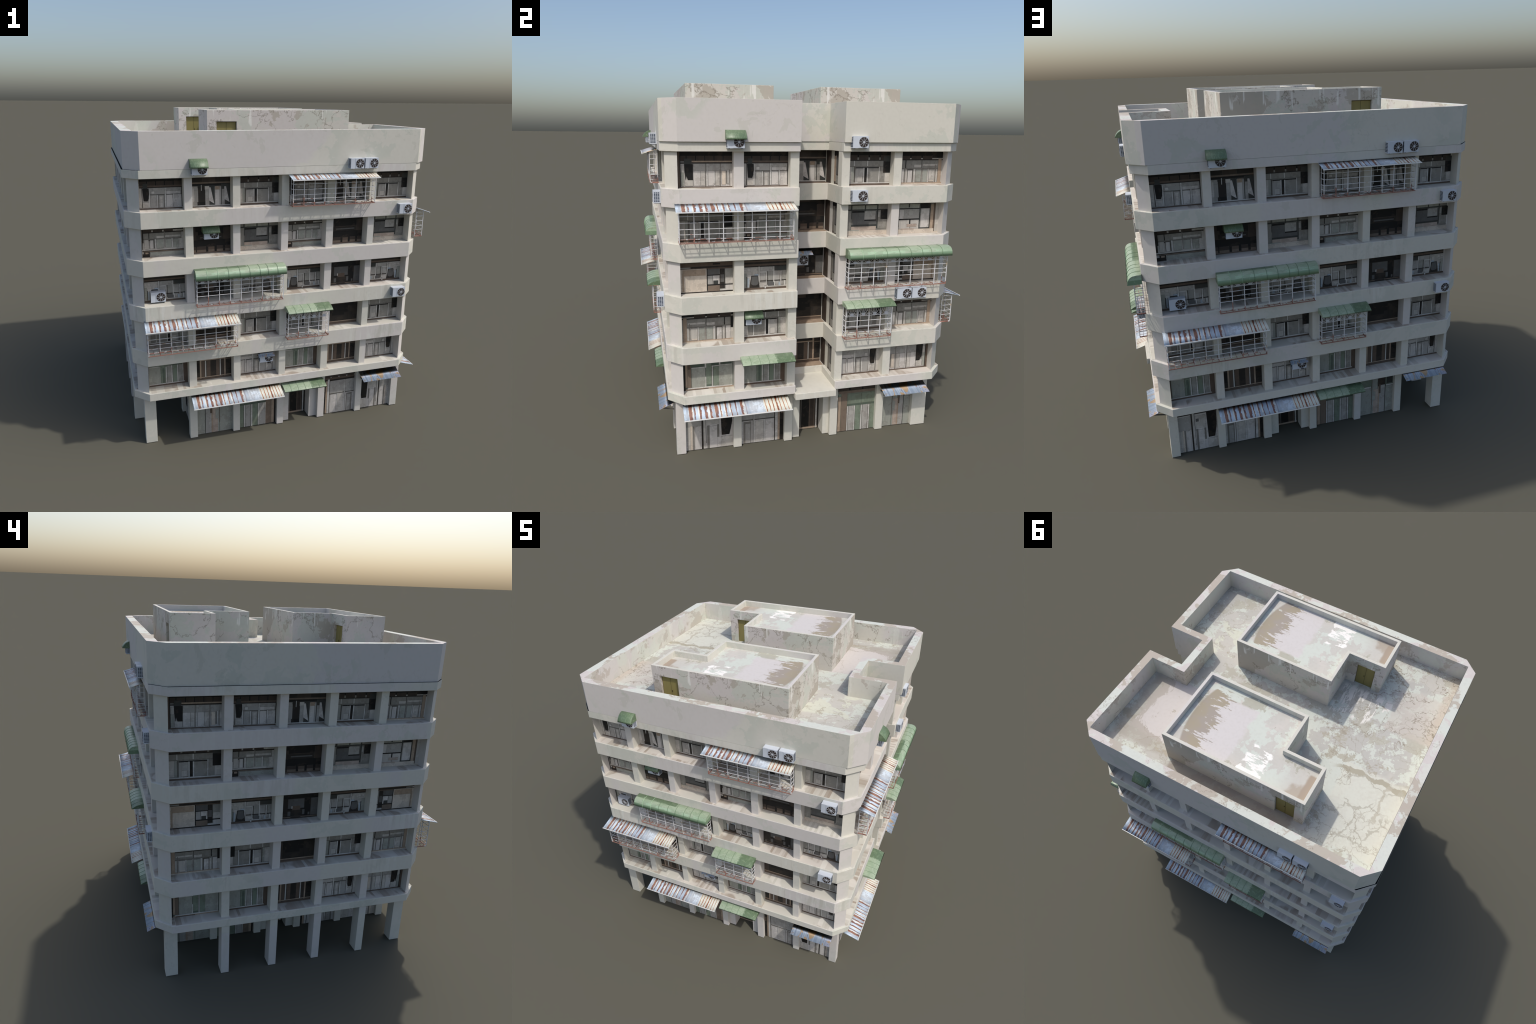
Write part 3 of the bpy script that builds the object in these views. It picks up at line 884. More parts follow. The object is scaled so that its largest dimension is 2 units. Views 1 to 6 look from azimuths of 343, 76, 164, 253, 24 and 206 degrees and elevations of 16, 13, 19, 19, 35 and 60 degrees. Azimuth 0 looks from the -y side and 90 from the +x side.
kind("doors", (0, .80, 1, 1, "blk"), *scallops(4, .76, .86, "bw", .02), (0, .73, 1, .765, "dk"), (.0, .40, .05, .76, "blk"), (.05, .50, .16, .72, "gg"), (.18, .50, .52, .73, "gg"), (.53, .50, .90, .73, "gg"),
     (.16, .46, .18, .73, "blk"), (.36, .52, .52, .60, "pg"), (.55, .56, .88, .62, "pg"), (.52, .46, .535, .73, "line"), (.05, .46, .92, .50, "rim"), (.05, .05, .14, .46, "pw"), (.145, .06, .16, .5, "rim"), (.17, .05, .21, .44, "pg"),
     (.21, .06, .345, .47, "line"), (.225, .06, .32, .43, "pw"), (.36, .06, .38, .47, "wht"), (.40, .08, .52, .45, "gl"), (.53, .06, .545, .5, "rim"), (.56, .07, .66, .45, "gl"), (.675, .06, .69, .47, "wht"), (.70, .08, .82, .45, "pg"), (.70, .08, .80, .12, "cream"),
     (.84, .06, .855, .6, "rim"), (.90, .05, .97, .78, "tan"), (0, .03, 1, .06, "tan"), (0, 0, 1, .03, "cream"), bg="pg")
kind("doors_rail", (0, .86, 1, 1, "blk"), *scallops(4, .80, .90, "bw", .02), (0, .77, 1, .805, "dk"), (0, .46, .07, .88, "dk"), (.08, .60, .19, .77, "gg"), (.21, .60, .55, .77, "gg"), (.57, .60, .95, .77, "gg"),
     (.37, .60, .54, .67, "pg"), (.57, .62, .93, .68, "pg"), (.55, .28, .565, .8, "rim"), (.19, .52, .205, .8, "blk"), (.07, .56, .95, .60, "rim"), (.09, .26, .18, .56, "pg"), (.205, .27, .32, .57, "line"), (.215, .27, .295, .54, "pw"), (.33, .26, .35, .58, "wht"), (.37, .27, .53, .56, "gl"),
     (.58, .28, .71, .55, "gl"), (.72, .27, .74, .58, "wht"), (.76, .28, .88, .55, "gl"), (.0, .2, .05, .46, "dk"), (0, .21, 1, .25, "pg"), (0, .185, 1, .215, "dk"), (.06, .16, 1, .19, "mud"), (.22, .03, 1, .15, "gl"),
     (0, 0, .20, .10, "blk"), (.07, .10, .20, .17, "blk"), (.10, .10, .17, .15, "tan"), bg="pg")
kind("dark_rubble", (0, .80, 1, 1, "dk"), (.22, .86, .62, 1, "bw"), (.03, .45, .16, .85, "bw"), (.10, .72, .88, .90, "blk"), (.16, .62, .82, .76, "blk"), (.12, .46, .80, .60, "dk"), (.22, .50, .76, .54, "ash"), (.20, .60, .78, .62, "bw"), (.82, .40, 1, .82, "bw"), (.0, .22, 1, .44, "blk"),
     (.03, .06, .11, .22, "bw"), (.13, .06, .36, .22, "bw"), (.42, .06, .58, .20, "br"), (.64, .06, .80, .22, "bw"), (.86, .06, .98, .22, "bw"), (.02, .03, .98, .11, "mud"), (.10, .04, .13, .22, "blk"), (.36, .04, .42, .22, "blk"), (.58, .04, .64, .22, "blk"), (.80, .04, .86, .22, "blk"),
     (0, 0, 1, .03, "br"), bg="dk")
kind("hoarding", (0, .92, 1, 1, "blk"), (0, .82, .14, .93, "gg"), (.18, .80, .46, .92, "gl"), (.49, .80, .75, .92, "gl"), (.78, .80, 1, .95, "gg"), (0, .76, 1, .80, "slate"), (.14, .5, .165, .95, "slate"), (.46, .7, .485, .95, "slate"), (.75, .2, .775, .95, "slate"),
     (0, .18, .15, .76, "gg"), (.17, .30, .75, .74, "ash"), (.17, .70, .46, .755, "blk"), (.46, .48, .72, .74, "gp"), (.46, .44, .74, .48, "blk"), (.16, .27, .75, .33, "slate"), (.16, .14, .74, .27, "grime"), (.78, .20, .98, .76, "gg"), (.78, .55, .82, .72, "gp"),
     (.84, .48, 1, .78, "blk"), (.03, .14, .35, .17, "gl"), (.60, .11, .74, .16, "grime"), (0, .11, 1, .14, "cream"), (0, .0, 1, .11, "cream"), bg="gg")
kind("boarded", (0, .93, 1, 1, "blk"), (.09, .80, .30, .93, "gl"), (.33, .80, .52, .93, "gl"), (0, .77, .55, .80, "blk"), (.07, .20, .095, 1, "slate"), (.30, .82, .33, .93, "slate"), (.0, .4, .05, .82, "blk"), (.0, .10, .05, .40, "gl"), (.10, .47, .55, .77, "gp"), (.10, .47, .20, .75, "pw"),
     (.08, .43, .56, .47, "blk"), (.10, .12, .34, .43, "pg"), (.36, .14, .55, .43, "pg"), (.33, .28, .36, .44, "blk"), (.28, .21, .50, .30, "grime"), (.55, .14, .575, 1, "slate"), (.58, .78, .80, 1, "blk"), (.59, .18, .78, .78, "pw"), (.79, .14, .81, 1, "slate"), (.55, .14, .80, .18, "slate"), (.81, .1, .88, .9, "tan"), (.88, .05, .92, .95, "br"),
     (.92, .0, 1, 1, "pg"), (.0, .04, .9, .14, "cream"), (.15, .12, .45, .16, "grime"), (0, 0, 1, .04, "cream"), bg="pg")
kind("clutter", (0, .88, 1, 1, "blk"), (0, .84, 1, .89, "br"), (0, .78, 1, .84, "dk"), (0, .72, 1, .78, "br"), (0, .69, 1, .725, "dk"), (0, .06, .34, .69, "pg"), (.03, .58, .09, .64, "pw"), (.11, .57, .18, .65, "pw"), (.11, .30, .21, .46, "pw"), (.27, .40, .36, .48, "blu"),
     (.0, .08, .09, .5, "gl"), (.09, .07, .105, .40, "blk"), (.11, .08, .15, .36, "blu"), (.36, .20, .385, .70, "wht"), (.40, .54, .70, .69, "gp"), (.72, .56, 1, .69, "slate"), (.70, .2, .72, .69, "wht"), (.39, .52, .54, .545, "wht"), (.40, .22, .52, .52, "gp"), (.53, .12, .545, .54, "wht"), (.56, .13, .575, .55, "line"),
     (.58, .14, .69, .54, "g2"), (.71, .14, .85, .54, "gp"), (.86, .12, .885, .54, "wht"), (.90, .14, 1, .54, "g2"), (.40, .24, 1, .27, "dk"), (.58, .09, .74, .24, "ash"), (.72, .09, .745, .24, "wht"), (.76, .10, .92, .23, "gp"), (.82, .08, .88, .20, "blu"), (.94, .09, .98, .24, "wht"),
     ("cloth", "dk", [(.195, .43), (.345, .43), (.385, .06), (.155, .06)]), ("cloth", "ash", [(.205, .41), (.335, .41), (.355, .17), (.30, .13), (.23, .14), (.19, .18)]), (.17, .03, .35, .08, "mud"), (.42, .06, 1, .09, "pg"), (.50, .02, .53, .10, "wht"), (0, 0, 1, .05, "br"), bg="pg")
kind("plank", (0, .90, 1, 1, "blk"), (0, .78, 1, .90, "br"), (.2, .73, 1, .79, "dk"), (.62, .83, .76, .87, "blk"), (.0, .70, 1, .74, "br"), (.0, .03, .50, .72, "cream"), (.05, .52, .48, .70, "tan"), (.04, .05, .07, .6, "tan"), (.50, .05, .52, .72, "blk"), (.52, .53, .74, .70, "ash"), (.50, .50, .76, .53, "blk"),
     (.52, .24, .61, .50, "gp"), (.62, .24, .745, .50, "pw"), (.625, .24, .72, .35, "slate"), (.75, .10, .845, .70, "dk"), (.765, .30, .83, .52, "ash"), (.85, .20, 1, .70, "g2"), (.86, .12, 1, .44, "pg"), (.51, .20, 1, .235, "blk"), (.52, .03, .745, .20, "mud"), (.75, .04, 1, .08, "wht"), (.86, .07, 1, .2, "pw"), (0, 0, 1, .03, "dk"), bg="g2")
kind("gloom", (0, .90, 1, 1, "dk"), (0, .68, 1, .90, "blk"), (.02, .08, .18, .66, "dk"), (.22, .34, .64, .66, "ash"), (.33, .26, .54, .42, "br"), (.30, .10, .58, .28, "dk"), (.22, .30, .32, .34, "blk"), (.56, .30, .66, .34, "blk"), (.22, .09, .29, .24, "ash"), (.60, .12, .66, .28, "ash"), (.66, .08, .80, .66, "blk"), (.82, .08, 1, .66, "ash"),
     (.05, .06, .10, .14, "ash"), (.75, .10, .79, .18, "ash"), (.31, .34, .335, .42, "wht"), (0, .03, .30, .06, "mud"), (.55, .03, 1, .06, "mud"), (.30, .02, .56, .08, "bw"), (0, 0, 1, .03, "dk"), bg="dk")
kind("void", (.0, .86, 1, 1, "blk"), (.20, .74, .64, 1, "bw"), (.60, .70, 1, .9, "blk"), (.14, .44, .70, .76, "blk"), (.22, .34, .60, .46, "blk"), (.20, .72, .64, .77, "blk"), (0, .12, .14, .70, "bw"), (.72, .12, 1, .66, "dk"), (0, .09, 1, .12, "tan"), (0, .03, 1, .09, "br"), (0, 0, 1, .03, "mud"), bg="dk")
kind("green_wide", (0, .93, 1, 1, "dk"), (.0, 0, .05, .95, "blk"), (.05, .1, .09, .85, "tan"), (.09, .05, .16, .78, "mud"), (.10, .68, .15, .86, "br"), (.17, .74, .43, .92, "gd"), (.17, .06, .44, .70, "gl"), (.17, .70, .45, .73, "wht"), (.43, .70, .46, .84, "wht"), (.45, .14, .56, .92, "gr"), (.44, .05, .455, .40, "wht"), (.56, .06, .57, .74, "rim"), (.575, .06, .59, .74, "wht"),
     (.57, .72, .74, .745, "wht"), (.60, .08, .71, .71, "gr"), (.71, .08, .97, .74, "gl"), (.71, .74, .74, .88, "wht"), (.75, .76, .98, .92, "gd"), (.74, .735, .98, .76, "wht"), (.97, .06, .98, .92, "wht"), (.08, .045, .98, .075, "wht"), (.05, 0, 1, .045, "tan"), (.10, .0, .5, .03, "br"), bg="gd")
kind("green_slats", (0, .94, 1, 1, "dk"), (0, 0, .03, .94, "br"), (.04, .08, .32, .72, "gl"), (.04, .76, .30, .92, "gd"), (.32, .74, .62, .94, "gr"), (.63, .74, .90, .94, "gd"), (.05, .70, .28, .73, "wht"), (.34, .08, .45, .68, "gr"), (.37, .1, .42, .64, "gd"), (.45, .08, .475, .70, "wht"), (.49, .08, .585, .72, "g2"), (.59, .08, .615, .72, "wht"), (.63, .08, .73, .72, "gr"),
     (.735, .08, .76, .72, "wht"), (.77, .08, .87, .72, "g2"), (.875, .08, .89, .74, "wht"), (.89, .05, 1, 1, "br"), (0, .055, .92, .08, "wht"), (0, 0, 1, .05, "br"), bg="gr")
kind("brown_door", (0, .0, 1, 1, "dk"), (.13, .06, .17, .96, "tan"), (.80, .06, .84, .96, "tan"), (.13, .72, .84, .76, "tan"), (.18, .80, .78, .94, "blk"), (.18, .12, .26, .70, "br"), (.27, .10, .30, .73, "wht"), (.32, .12, .42, .70, "br"), (.42, .10, .58, .71, "dk"), (.58, .12, .67, .70, "br"), (.68, .10, .705, .73, "wht"), (.72, .12, .80, .70, "bw"), (.86, .30, .98, .62, "blk"), (.0, .3, .12, .66, "blk"),
     (0, .08, 1, .11, "tan"), (0, 0, 1, .06, "br"), (.85, .70, 1, .73, "mud"), bg="dk")
# shop fronts
kind("shop_box", (0, .90, 1, 1, "blk"), *scallops(4, .84, .95, "bw"), (0, .80, 1, .85, "tan"), (0, .76, 1, .80, "dk"), (0, 0, 1, .76, "pw"), (.02, .45, .32, .74, "gp"), (.04, .0, .10, .44, "pg"), (.10, .0, .14, .46, "cream"), (.15, .0, .18, .45, "rim"), (.20, .0, .30, .44, "pw"), (.33, 0, .37, .76, "dk"), (.37, 0, .42, .78, "pg"), (.42, .1, .43, .76, "blk"),
     (.45, .46, .70, .72, "pg"), (.46, .60, .53, .66, "ash"), (.45, 0, .50, .44, "rim"), (.50, .0, .66, .42, "pw"), (.66, .2, .70, .44, "rim"), ("cloth", "blk", [(.73, .80), (.985, .80), (.98, .48), (.95, .34), (.92, .23), (.755, .23)]), (.74, .80, .96, .92, "slate"), (.74, 0, .98, .20, "pg"))
kind("shop_panels", (0, .85, 1, 1, "blk"), *scallops(4, .82, .92, "bw"), (0, .79, 1, .83, "br"), (0, .75, 1, .79, "dk"), (0, 0, .78, .75, "pw"), (.0, .46, .26, .74, "gp"), (.27, .0, .29, .75, "rim"), (.29, .0, .31, .75, "wht"), (.32, .46, .77, .74, "gp"), (.06, 0, .24, .42, "rim"), (.10, 0, .22, .38, "gp"), (.33, .02, .52, .42, "pg"), (.53, 0, .555, .44, "wht"), (.57, .02, .75, .43, "pw"), (0, .44, .78, .46, "line"),
     (.78, 0, .80, .78, "blk"), (.80, 0, .86, .80, "wht"), (.86, 0, .91, .76, "tan"), (.91, 0, 1, .80, "dk"), (.92, .10, .99, .40, "blk"), (.94, .52, 1, .66, "br"))
kind("shop_slats", (0, .80, 1, 1, "blk"), *scallops(3, .82, .95, "bw"), (.06, .76, 1, .81, "mud"), (0, 0, .05, .74, "dk"), (.05, 0, .12, .70, "tan"), (.13, 0, .28, .76, "mud"), (.30, .54, .64, .74, "gr"), (.66, .54, 1, .74, "gr"), (.29, .50, 1, .54, "gd"), (.285, 0, .31, .50, "wht"), (.32, 0, .46, .50, "gp"), (.465, 0, .49, .50, "wht"), (.50, 0, .64, .50, "gr"), (.645, 0, .675, .50, "wht"),
     (.69, 0, .83, .50, "gp"), (.84, 0, .87, .50, "wht"), (.88, 0, 1, .50, "gr"), bg="gr")
kind("shop_stripes", (0, .84, 1, 1, "dk"), *scallops(3, .86, .95, "bw"), (0, 0, .36, .60, "gl"), (.0, .64, .36, .82, "gr"), (.02, .60, .34, .63, "wht"), (.36, .2, .38, .82, "br"), (.38, 0, .54, .82, "gl"), (.42, .0, .56, .55, "grime"), (.40, .30, .48, .50, "gl"), (.55, .60, .76, .84, "bw"), (.56, 0, .60, .6, "tan"), (.60, 0, .76, .62, "gp"), (.58, .44, .63, .64, "br"), (.76, 0, .77, .84, "blk"), (.78, 0, 1, .58, "gl"), (.81, .64, .98, .84, "slate"), (.79, .59, 1, .62, "wht"), bg="gr")
kind("entrance", (0, 0, 1, 1, "dk"), (0, .86, 1, .90, "tan"), (.06, .78, .90, .84, "tan"), (.04, .04, .20, .74, "bw"), (.22, .03, .24, .76, "rim"), (.26, .02, .58, .76, "blk"), (.58, .03, .82, .74, "br"), (.62, .05, .78, .70, "bw"), (.86, 0, .92, .84, "wht"), (0, 0, .95, .035, "tan"), bg="blk")


WIN_CACHE = {}


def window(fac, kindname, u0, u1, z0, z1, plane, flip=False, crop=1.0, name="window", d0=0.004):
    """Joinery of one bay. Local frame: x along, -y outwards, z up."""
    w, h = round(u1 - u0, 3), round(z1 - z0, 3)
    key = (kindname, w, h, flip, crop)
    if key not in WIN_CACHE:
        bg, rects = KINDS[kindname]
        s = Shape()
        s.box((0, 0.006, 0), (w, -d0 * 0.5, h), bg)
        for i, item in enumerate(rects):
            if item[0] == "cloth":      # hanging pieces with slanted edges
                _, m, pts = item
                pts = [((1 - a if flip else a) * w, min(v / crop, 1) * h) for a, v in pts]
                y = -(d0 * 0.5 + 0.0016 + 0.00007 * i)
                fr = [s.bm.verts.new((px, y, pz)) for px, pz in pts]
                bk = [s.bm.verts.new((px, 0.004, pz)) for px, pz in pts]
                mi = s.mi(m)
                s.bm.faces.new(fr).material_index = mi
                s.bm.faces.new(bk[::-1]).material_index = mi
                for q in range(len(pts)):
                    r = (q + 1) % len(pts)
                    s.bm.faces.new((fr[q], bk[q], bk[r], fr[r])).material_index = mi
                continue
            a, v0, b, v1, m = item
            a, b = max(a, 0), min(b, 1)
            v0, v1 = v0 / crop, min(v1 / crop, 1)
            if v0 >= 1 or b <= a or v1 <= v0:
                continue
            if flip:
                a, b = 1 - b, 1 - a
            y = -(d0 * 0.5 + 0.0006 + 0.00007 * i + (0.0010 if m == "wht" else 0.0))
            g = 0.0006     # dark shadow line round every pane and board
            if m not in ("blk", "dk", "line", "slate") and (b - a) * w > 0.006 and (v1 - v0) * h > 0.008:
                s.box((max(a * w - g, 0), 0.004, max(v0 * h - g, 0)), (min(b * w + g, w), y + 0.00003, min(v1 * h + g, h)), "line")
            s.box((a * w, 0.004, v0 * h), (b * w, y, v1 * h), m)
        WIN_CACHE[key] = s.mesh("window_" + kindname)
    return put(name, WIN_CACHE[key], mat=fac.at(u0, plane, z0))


ROWS_SIDE = [  # west and east, bays from the left
    [("green_wide", 0, 1), ("green_slats", 0, 1), ("brown_door", 0, 1), ("dark_box", 1, .80), ("long_dark_box", 1, .80)],
    [("doors", 1, 1), ("split", 1, .90), ("void", 0, 1), ("split", 0, .90), ("doors", 0, .95)],
    [("plank", 0, 1), ("clutter", 0, 1), ("gloom", 0, 1), ("clutter", 1, 1), ("plank", 1, 1)],
    [("split", 0, .92), ("doors_rail", 0, 1), ("dark_rubble", 0, 1), ("hoarding", 0, 1), ("boarded", 0, 1)],
    [("long_dark_box", 0, 1), ("dark_box", 0, 1), ("curtains", 0, 1), ("split", 0, 1), ("doors", 0, 1)]]
ROWS_FRONT = [
    [("green_slats", 0, 1), ("brown_door", 0, 1), ("dark_box", 1, .80), ("green_slats", 0, 1), ("brown_door", 0, 1), ("dark_box", 1, .80)],
    [("split", 1, .90), ("void", 0, 1), ("split", 0, .90), ("split", 1, .90), ("void", 0, 1), ("split", 0, .90)],
    [("clutter", 0, 1), ("gloom", 0, 1), ("clutter", 1, 1), ("clutter", 0, 1), ("gloom", 0, 1), ("clutter", 1, 1)],
    [("doors_rail", 0, 1), ("dark_rubble", 0, 1), ("hoarding", 0, 1), ("doors_rail", 0, 1), ("dark_rubble", 0, 1), ("hoarding", 0, 1)],
    [("dark_box", 0, 1), ("curtains", 0, 1), ("split", 0, 1), ("dark_box", 0, 1), ("curtains", 0, 1), ("split", 0, 1)]]
FB = [(-0.8825, SX[0][0]), (SX[0][1], SX[1][0]), (SX[1][1], SX[2][0]), (SX[2][1], SX[3][0]), (SX[3][1], SX[4][0]), (SX[4][1], 0.7905)]
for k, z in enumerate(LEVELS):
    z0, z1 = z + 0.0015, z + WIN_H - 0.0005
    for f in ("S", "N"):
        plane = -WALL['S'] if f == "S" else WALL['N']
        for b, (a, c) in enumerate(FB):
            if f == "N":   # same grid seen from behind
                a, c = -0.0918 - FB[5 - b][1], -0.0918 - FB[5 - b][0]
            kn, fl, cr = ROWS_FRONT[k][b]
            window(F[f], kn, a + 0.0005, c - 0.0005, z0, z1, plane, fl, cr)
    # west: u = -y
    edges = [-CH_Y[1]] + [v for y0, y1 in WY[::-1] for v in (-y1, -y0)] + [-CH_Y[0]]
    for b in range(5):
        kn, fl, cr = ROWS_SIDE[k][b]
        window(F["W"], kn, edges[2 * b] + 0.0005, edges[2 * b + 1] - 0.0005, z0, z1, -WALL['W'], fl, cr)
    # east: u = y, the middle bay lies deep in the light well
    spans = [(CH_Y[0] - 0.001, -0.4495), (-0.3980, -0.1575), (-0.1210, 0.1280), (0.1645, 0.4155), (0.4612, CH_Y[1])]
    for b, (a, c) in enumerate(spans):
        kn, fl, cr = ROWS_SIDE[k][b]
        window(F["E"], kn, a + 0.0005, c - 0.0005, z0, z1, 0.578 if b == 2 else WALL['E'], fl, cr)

# shop fronts
zt = LEVELS[0] - 0.0485
GB = [(SX[0][1], SX[1][0]), (SX[1][1], SX[2][0]), DX, (SX[3][1], SX[4][0]), (SX[4][1], 0.766)]
seqS = [("shop_stripes", 1), ("shop_slats", 1), ("entrance", 0), ("shop_panels", 1), ("shop_box", 1)]
for (a, c), (kn, fl) in zip(GB, seqS):
    window(F["S"], kn, a, c, 0.001, zt, 0.666 if kn == "entrance" else -GWALL['S'], fl, name="shop_front")
seqN = [("shop_box", 0), ("shop_panels", 0), ("entrance", 0), ("shop_slats", 0), ("shop_stripes", 0)]
for (a, c), (kn, fl) in zip(GB[::-1], seqN):
    window(F["N"], kn, -0.0918 - c, -0.0918 - a, 0.001, zt, 0.636 if kn == "entrance" else GWALL['N'], fl, name="shop_front")
GE = [(-0.7177, WY[0][0]), (WY[0][1], WY[1][0]), DYE, (WY[2][1], WY[3][0]), (WY[3][1], 0.6425)]
for (a, c), (kn, fl) in zip(GE, seqN):
    window(F["E"], kn, a, c, 0.001, zt, 0.712 if kn == "entrance" else GWALL['E'], fl, name="shop_front")
GW = [(-0.7070, -WY[3][1]), (-WY[3][0], -WY[2][1]), (-DYW[1], -DYW[0]), (-WY[1][0], -WY[0][1]), (-WY[0][0], 0.7190)]
for (a, c), (kn, fl) in zip(GW, seqS):
    window(F["W"], kn, a, c, 0.001, zt, 0.540 if kn == "entrance" else -GWALL['W'], fl, name="shop_front")

# ------------------------------------------------------------------ air conditioners
def ac_meshes(w=0.085, h=0.060, d=0.036):
    s = Shape()
    s.box((0, 0, 0), (w, -d, h), "ac")
    s.box((w * 0.335, -d + 0.001, 0.002), (w - 0.002, -d - 0.0012, h - 0.002), "ac")
    for i in range(3):          # coil openings on the left flank, grille on the right
        for j in range(7):
            y = -d * (0.16 + 0.27 * i)
            zz = h * (0.10 + 0.12 * j)
            s.box((-0.0009, y, zz), (0.001, y - d * 0.20, zz + h * 0.075), "ac_side")
            s.box((w - 0.001, y, zz), (w + 0.0009, y - d * 0.20, zz + h * 0.075), "ac_side")
    s.box((w * 0.10, 0, -0.003), (w * 0.16, -d * 0.9, 0.0005), "ac_side")
    s.box((w * 0.84, 0, -0.003), (w * 0.90, -d * 0.9, 0.0005), "ac_side")
    f = Shape()
    c, r = (w * 0.675, h * 0.50), h * 0.43
    f.disc(c, r, -d - 0.0010, -d - 0.0022, "fan")
    f.disc(c, r * 0.20, -d - 0.0020, -d - 0.0040, "spoke", 16)
    for i in range(9):
        a = 2 * math.pi * i / 9 + 0.25
        p = (c[0] + 0.15 * r * math.cos(a), -d - 0.0030, c[1] + 0.15 * r * math.sin(a))
        q = (c[0] + 0.99 * r * math.cos(a), -d - 0.0030, c[1] + 0.99 * r * math.sin(a))
        f.bar(p, q, 0.0006, "spoke")
    return s.mesh("air_conditioner"), f.mesh("fan_guard")


AC, FAN = ac_meshes()


def aircon(f, u, o, z):
    a = put("air_conditioner", AC, mat=F[f].at(u, o, z))
    put("fan_guard", FAN, a)
    return a


# ------------------------------------------------------------------ awnings
def corrugated(parent_mat, L, depth, drop, parent=None):
    """Unit mesh: x 0..1, slope 0..1, scaled per instance."""
    s = Shape()
    waves = 34
    n = waves * 6
    W = lambda x: 0.0005 * math.cos(2 * math.pi * x / L * waves)
    t = 0.0022
    xs = [L * i / n for i in range(n + 1)]
    up, dn = [], []
    for x in xs:
        up.append([s.bm.verts.new((x, -depth * q, -drop * q + W(x))) for q in (0, 0.5, 1)])
        dn.append([s.bm.verts.new((x, -depth * q, -drop * q + W(x) - t)) for q in (0, 0.5, 1)])
    i = s.mi("corr")
    for a in range(n):
        for k in range(2):
            f1 = s.bm.faces.new((up[a][k], up[a][k + 1], up[a + 1][k + 1], up[a + 1][k])); f1.smooth = True
            f2 = s.bm.faces.new((dn[a][k + 1], dn[a][k], dn[a + 1][k], dn[a + 1][k + 1])); f2.smooth = True
        s.bm.faces.new((up[a][0], up[a + 1][0], dn[a + 1][0], dn[a][0]))
        s.bm.faces.new((up[a + 1][2], up[a][2], dn[a][2], dn[a + 1][2]))
    for a in (0, n):
        for k in range(2):
            s.bm.faces.new((up[a][k], up[a][k + 1], dn[a][k + 1], dn[a][k]))
    for f in s.bm.faces:
        f.material_index = i
    # white gutter strip along the front edge and thin supports below
    s.box((-0.001, -depth + 0.001, -drop - 0.0035), (L + 0.001, -depth - 0.0022, -drop + 0.0015), "trim")
    return s


def corr_awning(f, u0, u1, o0, z0, depth, drop, parent=None, stays=0):
    L = u1 - u0
    s = corrugated(None, L, depth, drop)
    # scale mesh so that local x runs 0..1 for the material: done through object scale
    for v in s.bm.verts:
        v.co.x /= L
        v.co.y /= depth
    me = s.mesh("corrugated_awning")
    mat = F[f].at(u0, o0, z0) @ Matrix.Diagonal((L, depth, 1, 1))
    o = put("corrugated_awning", me, mat=mat)
    return o


def blue_awning(f, u0, u1, o0, z0, depth, drop):
    L = u1 - u0
    s = Shape()
    n = 44 * 4
    W = lambda x: 0.0006 * math.cos(2 * math.pi * x * 44)
    t = 0.0018
    up = [[s.bm.verts.new((i / n, -q, -drop * q + W(i / n))) for q in (0, 1)] for i in range(n + 1)]
    dn = [[s.bm.verts.new((i / n, -q, -drop * q + W(i / n) - t)) for q in (0, 1)] for i in range(n + 1)]
    k = s.mi("blue")
    for a in range(n):
        for q in ((up[a][0], up[a][1], up[a + 1][1], up[a + 1][0]), (dn[a][1], dn[a][0], dn[a + 1][0], dn[a + 1][1]),
                  (up[a][0], up[a + 1][0], dn[a + 1][0], dn[a][0]), (up[a + 1][1], up[a][1], dn[a][1], dn[a + 1][1])):
            fc = s.bm.faces.new(q); fc.material_index = k; fc.smooth = True
    for a in (0, n):
        s.bm.faces.new((up[a][0], up[a][1], dn[a][1], dn[a][0])).material_index = k
    # two stays from the wall
    for x in (0.06, 0.94):
        s.bar((x, -0.02, -drop - 0.012), (x, -0.86, -drop * 0.86 - 0.002), 0.004, "line")
    return put("ribbed_awning", s.mesh("ribbed_awning"), mat=F[f].at(u0, o0, z0) @ Matrix.Diagonal((L, depth, 1, 1)))


BIG_PROFILE = [(0, 1.0), (-0.40, 0.985), (-0.62, 0.93), (-0.76, 0.83), (-0.87, 0.66), (-0.95, 0.42), (-1.0, 0.0)]
LOW_PROFILE = [(0, 1.0), (-0.22, 0.97), (-0.44, 0.86), (-0.64, 0.68), (-0.82, 0.42), (-0.93, 0.20), (-1.0, 0.0)]


def green_awning(f, u0, u1, o0, z0, depth, rise, mat_key, profile, seams, parent=None, name="barrel_awning", skirt=0.0):
    """Unit local frame: x 0..1, -y outwards 0..1, z 0..1; closed ends."""
    L = u1 - u0
    s = Shape()
    s.sheet(profile, 0, 1, 0.03, mat_key, 1)
    for x0, x1 in ((0, 0.006 / L * 0.4), (1 - 0.006 / L * 0.4, 1)):
        pts = profile + [(0, skirt)]
        a = [s.bm.verts.new((x0, y, z)) for y, z in pts]
        b = [s.bm.verts.new((x1, y, z)) for y, z in pts]
        i = s.mi("awn_old" if mat_key == "awn_old" else mat_key)
        s.bm.faces.new(a).material_index = i
        s.bm.faces.new(b[::-1]).material_index = i
        for k in range(len(pts)):
            s.bm.faces.new((a[k], a[(k + 1) % len(pts)], b[(k + 1) % len(pts)], b[k])).material_index = i
    hw = 0.0008 / L
    for x, m in seams:
        pr = [(y * 1.012 - 0.004, z + 0.014) for y, z in profile]
        pr[0] = (0, pr[0][1])
        s.sheet(pr, x - hw, x + hw, 0.04, m, 1)
    me = s.mesh(name)
    return put(name, me, parent, F[f].at(u0, o0, z0) @ Matrix.Diagonal((L, depth, rise, 1)))


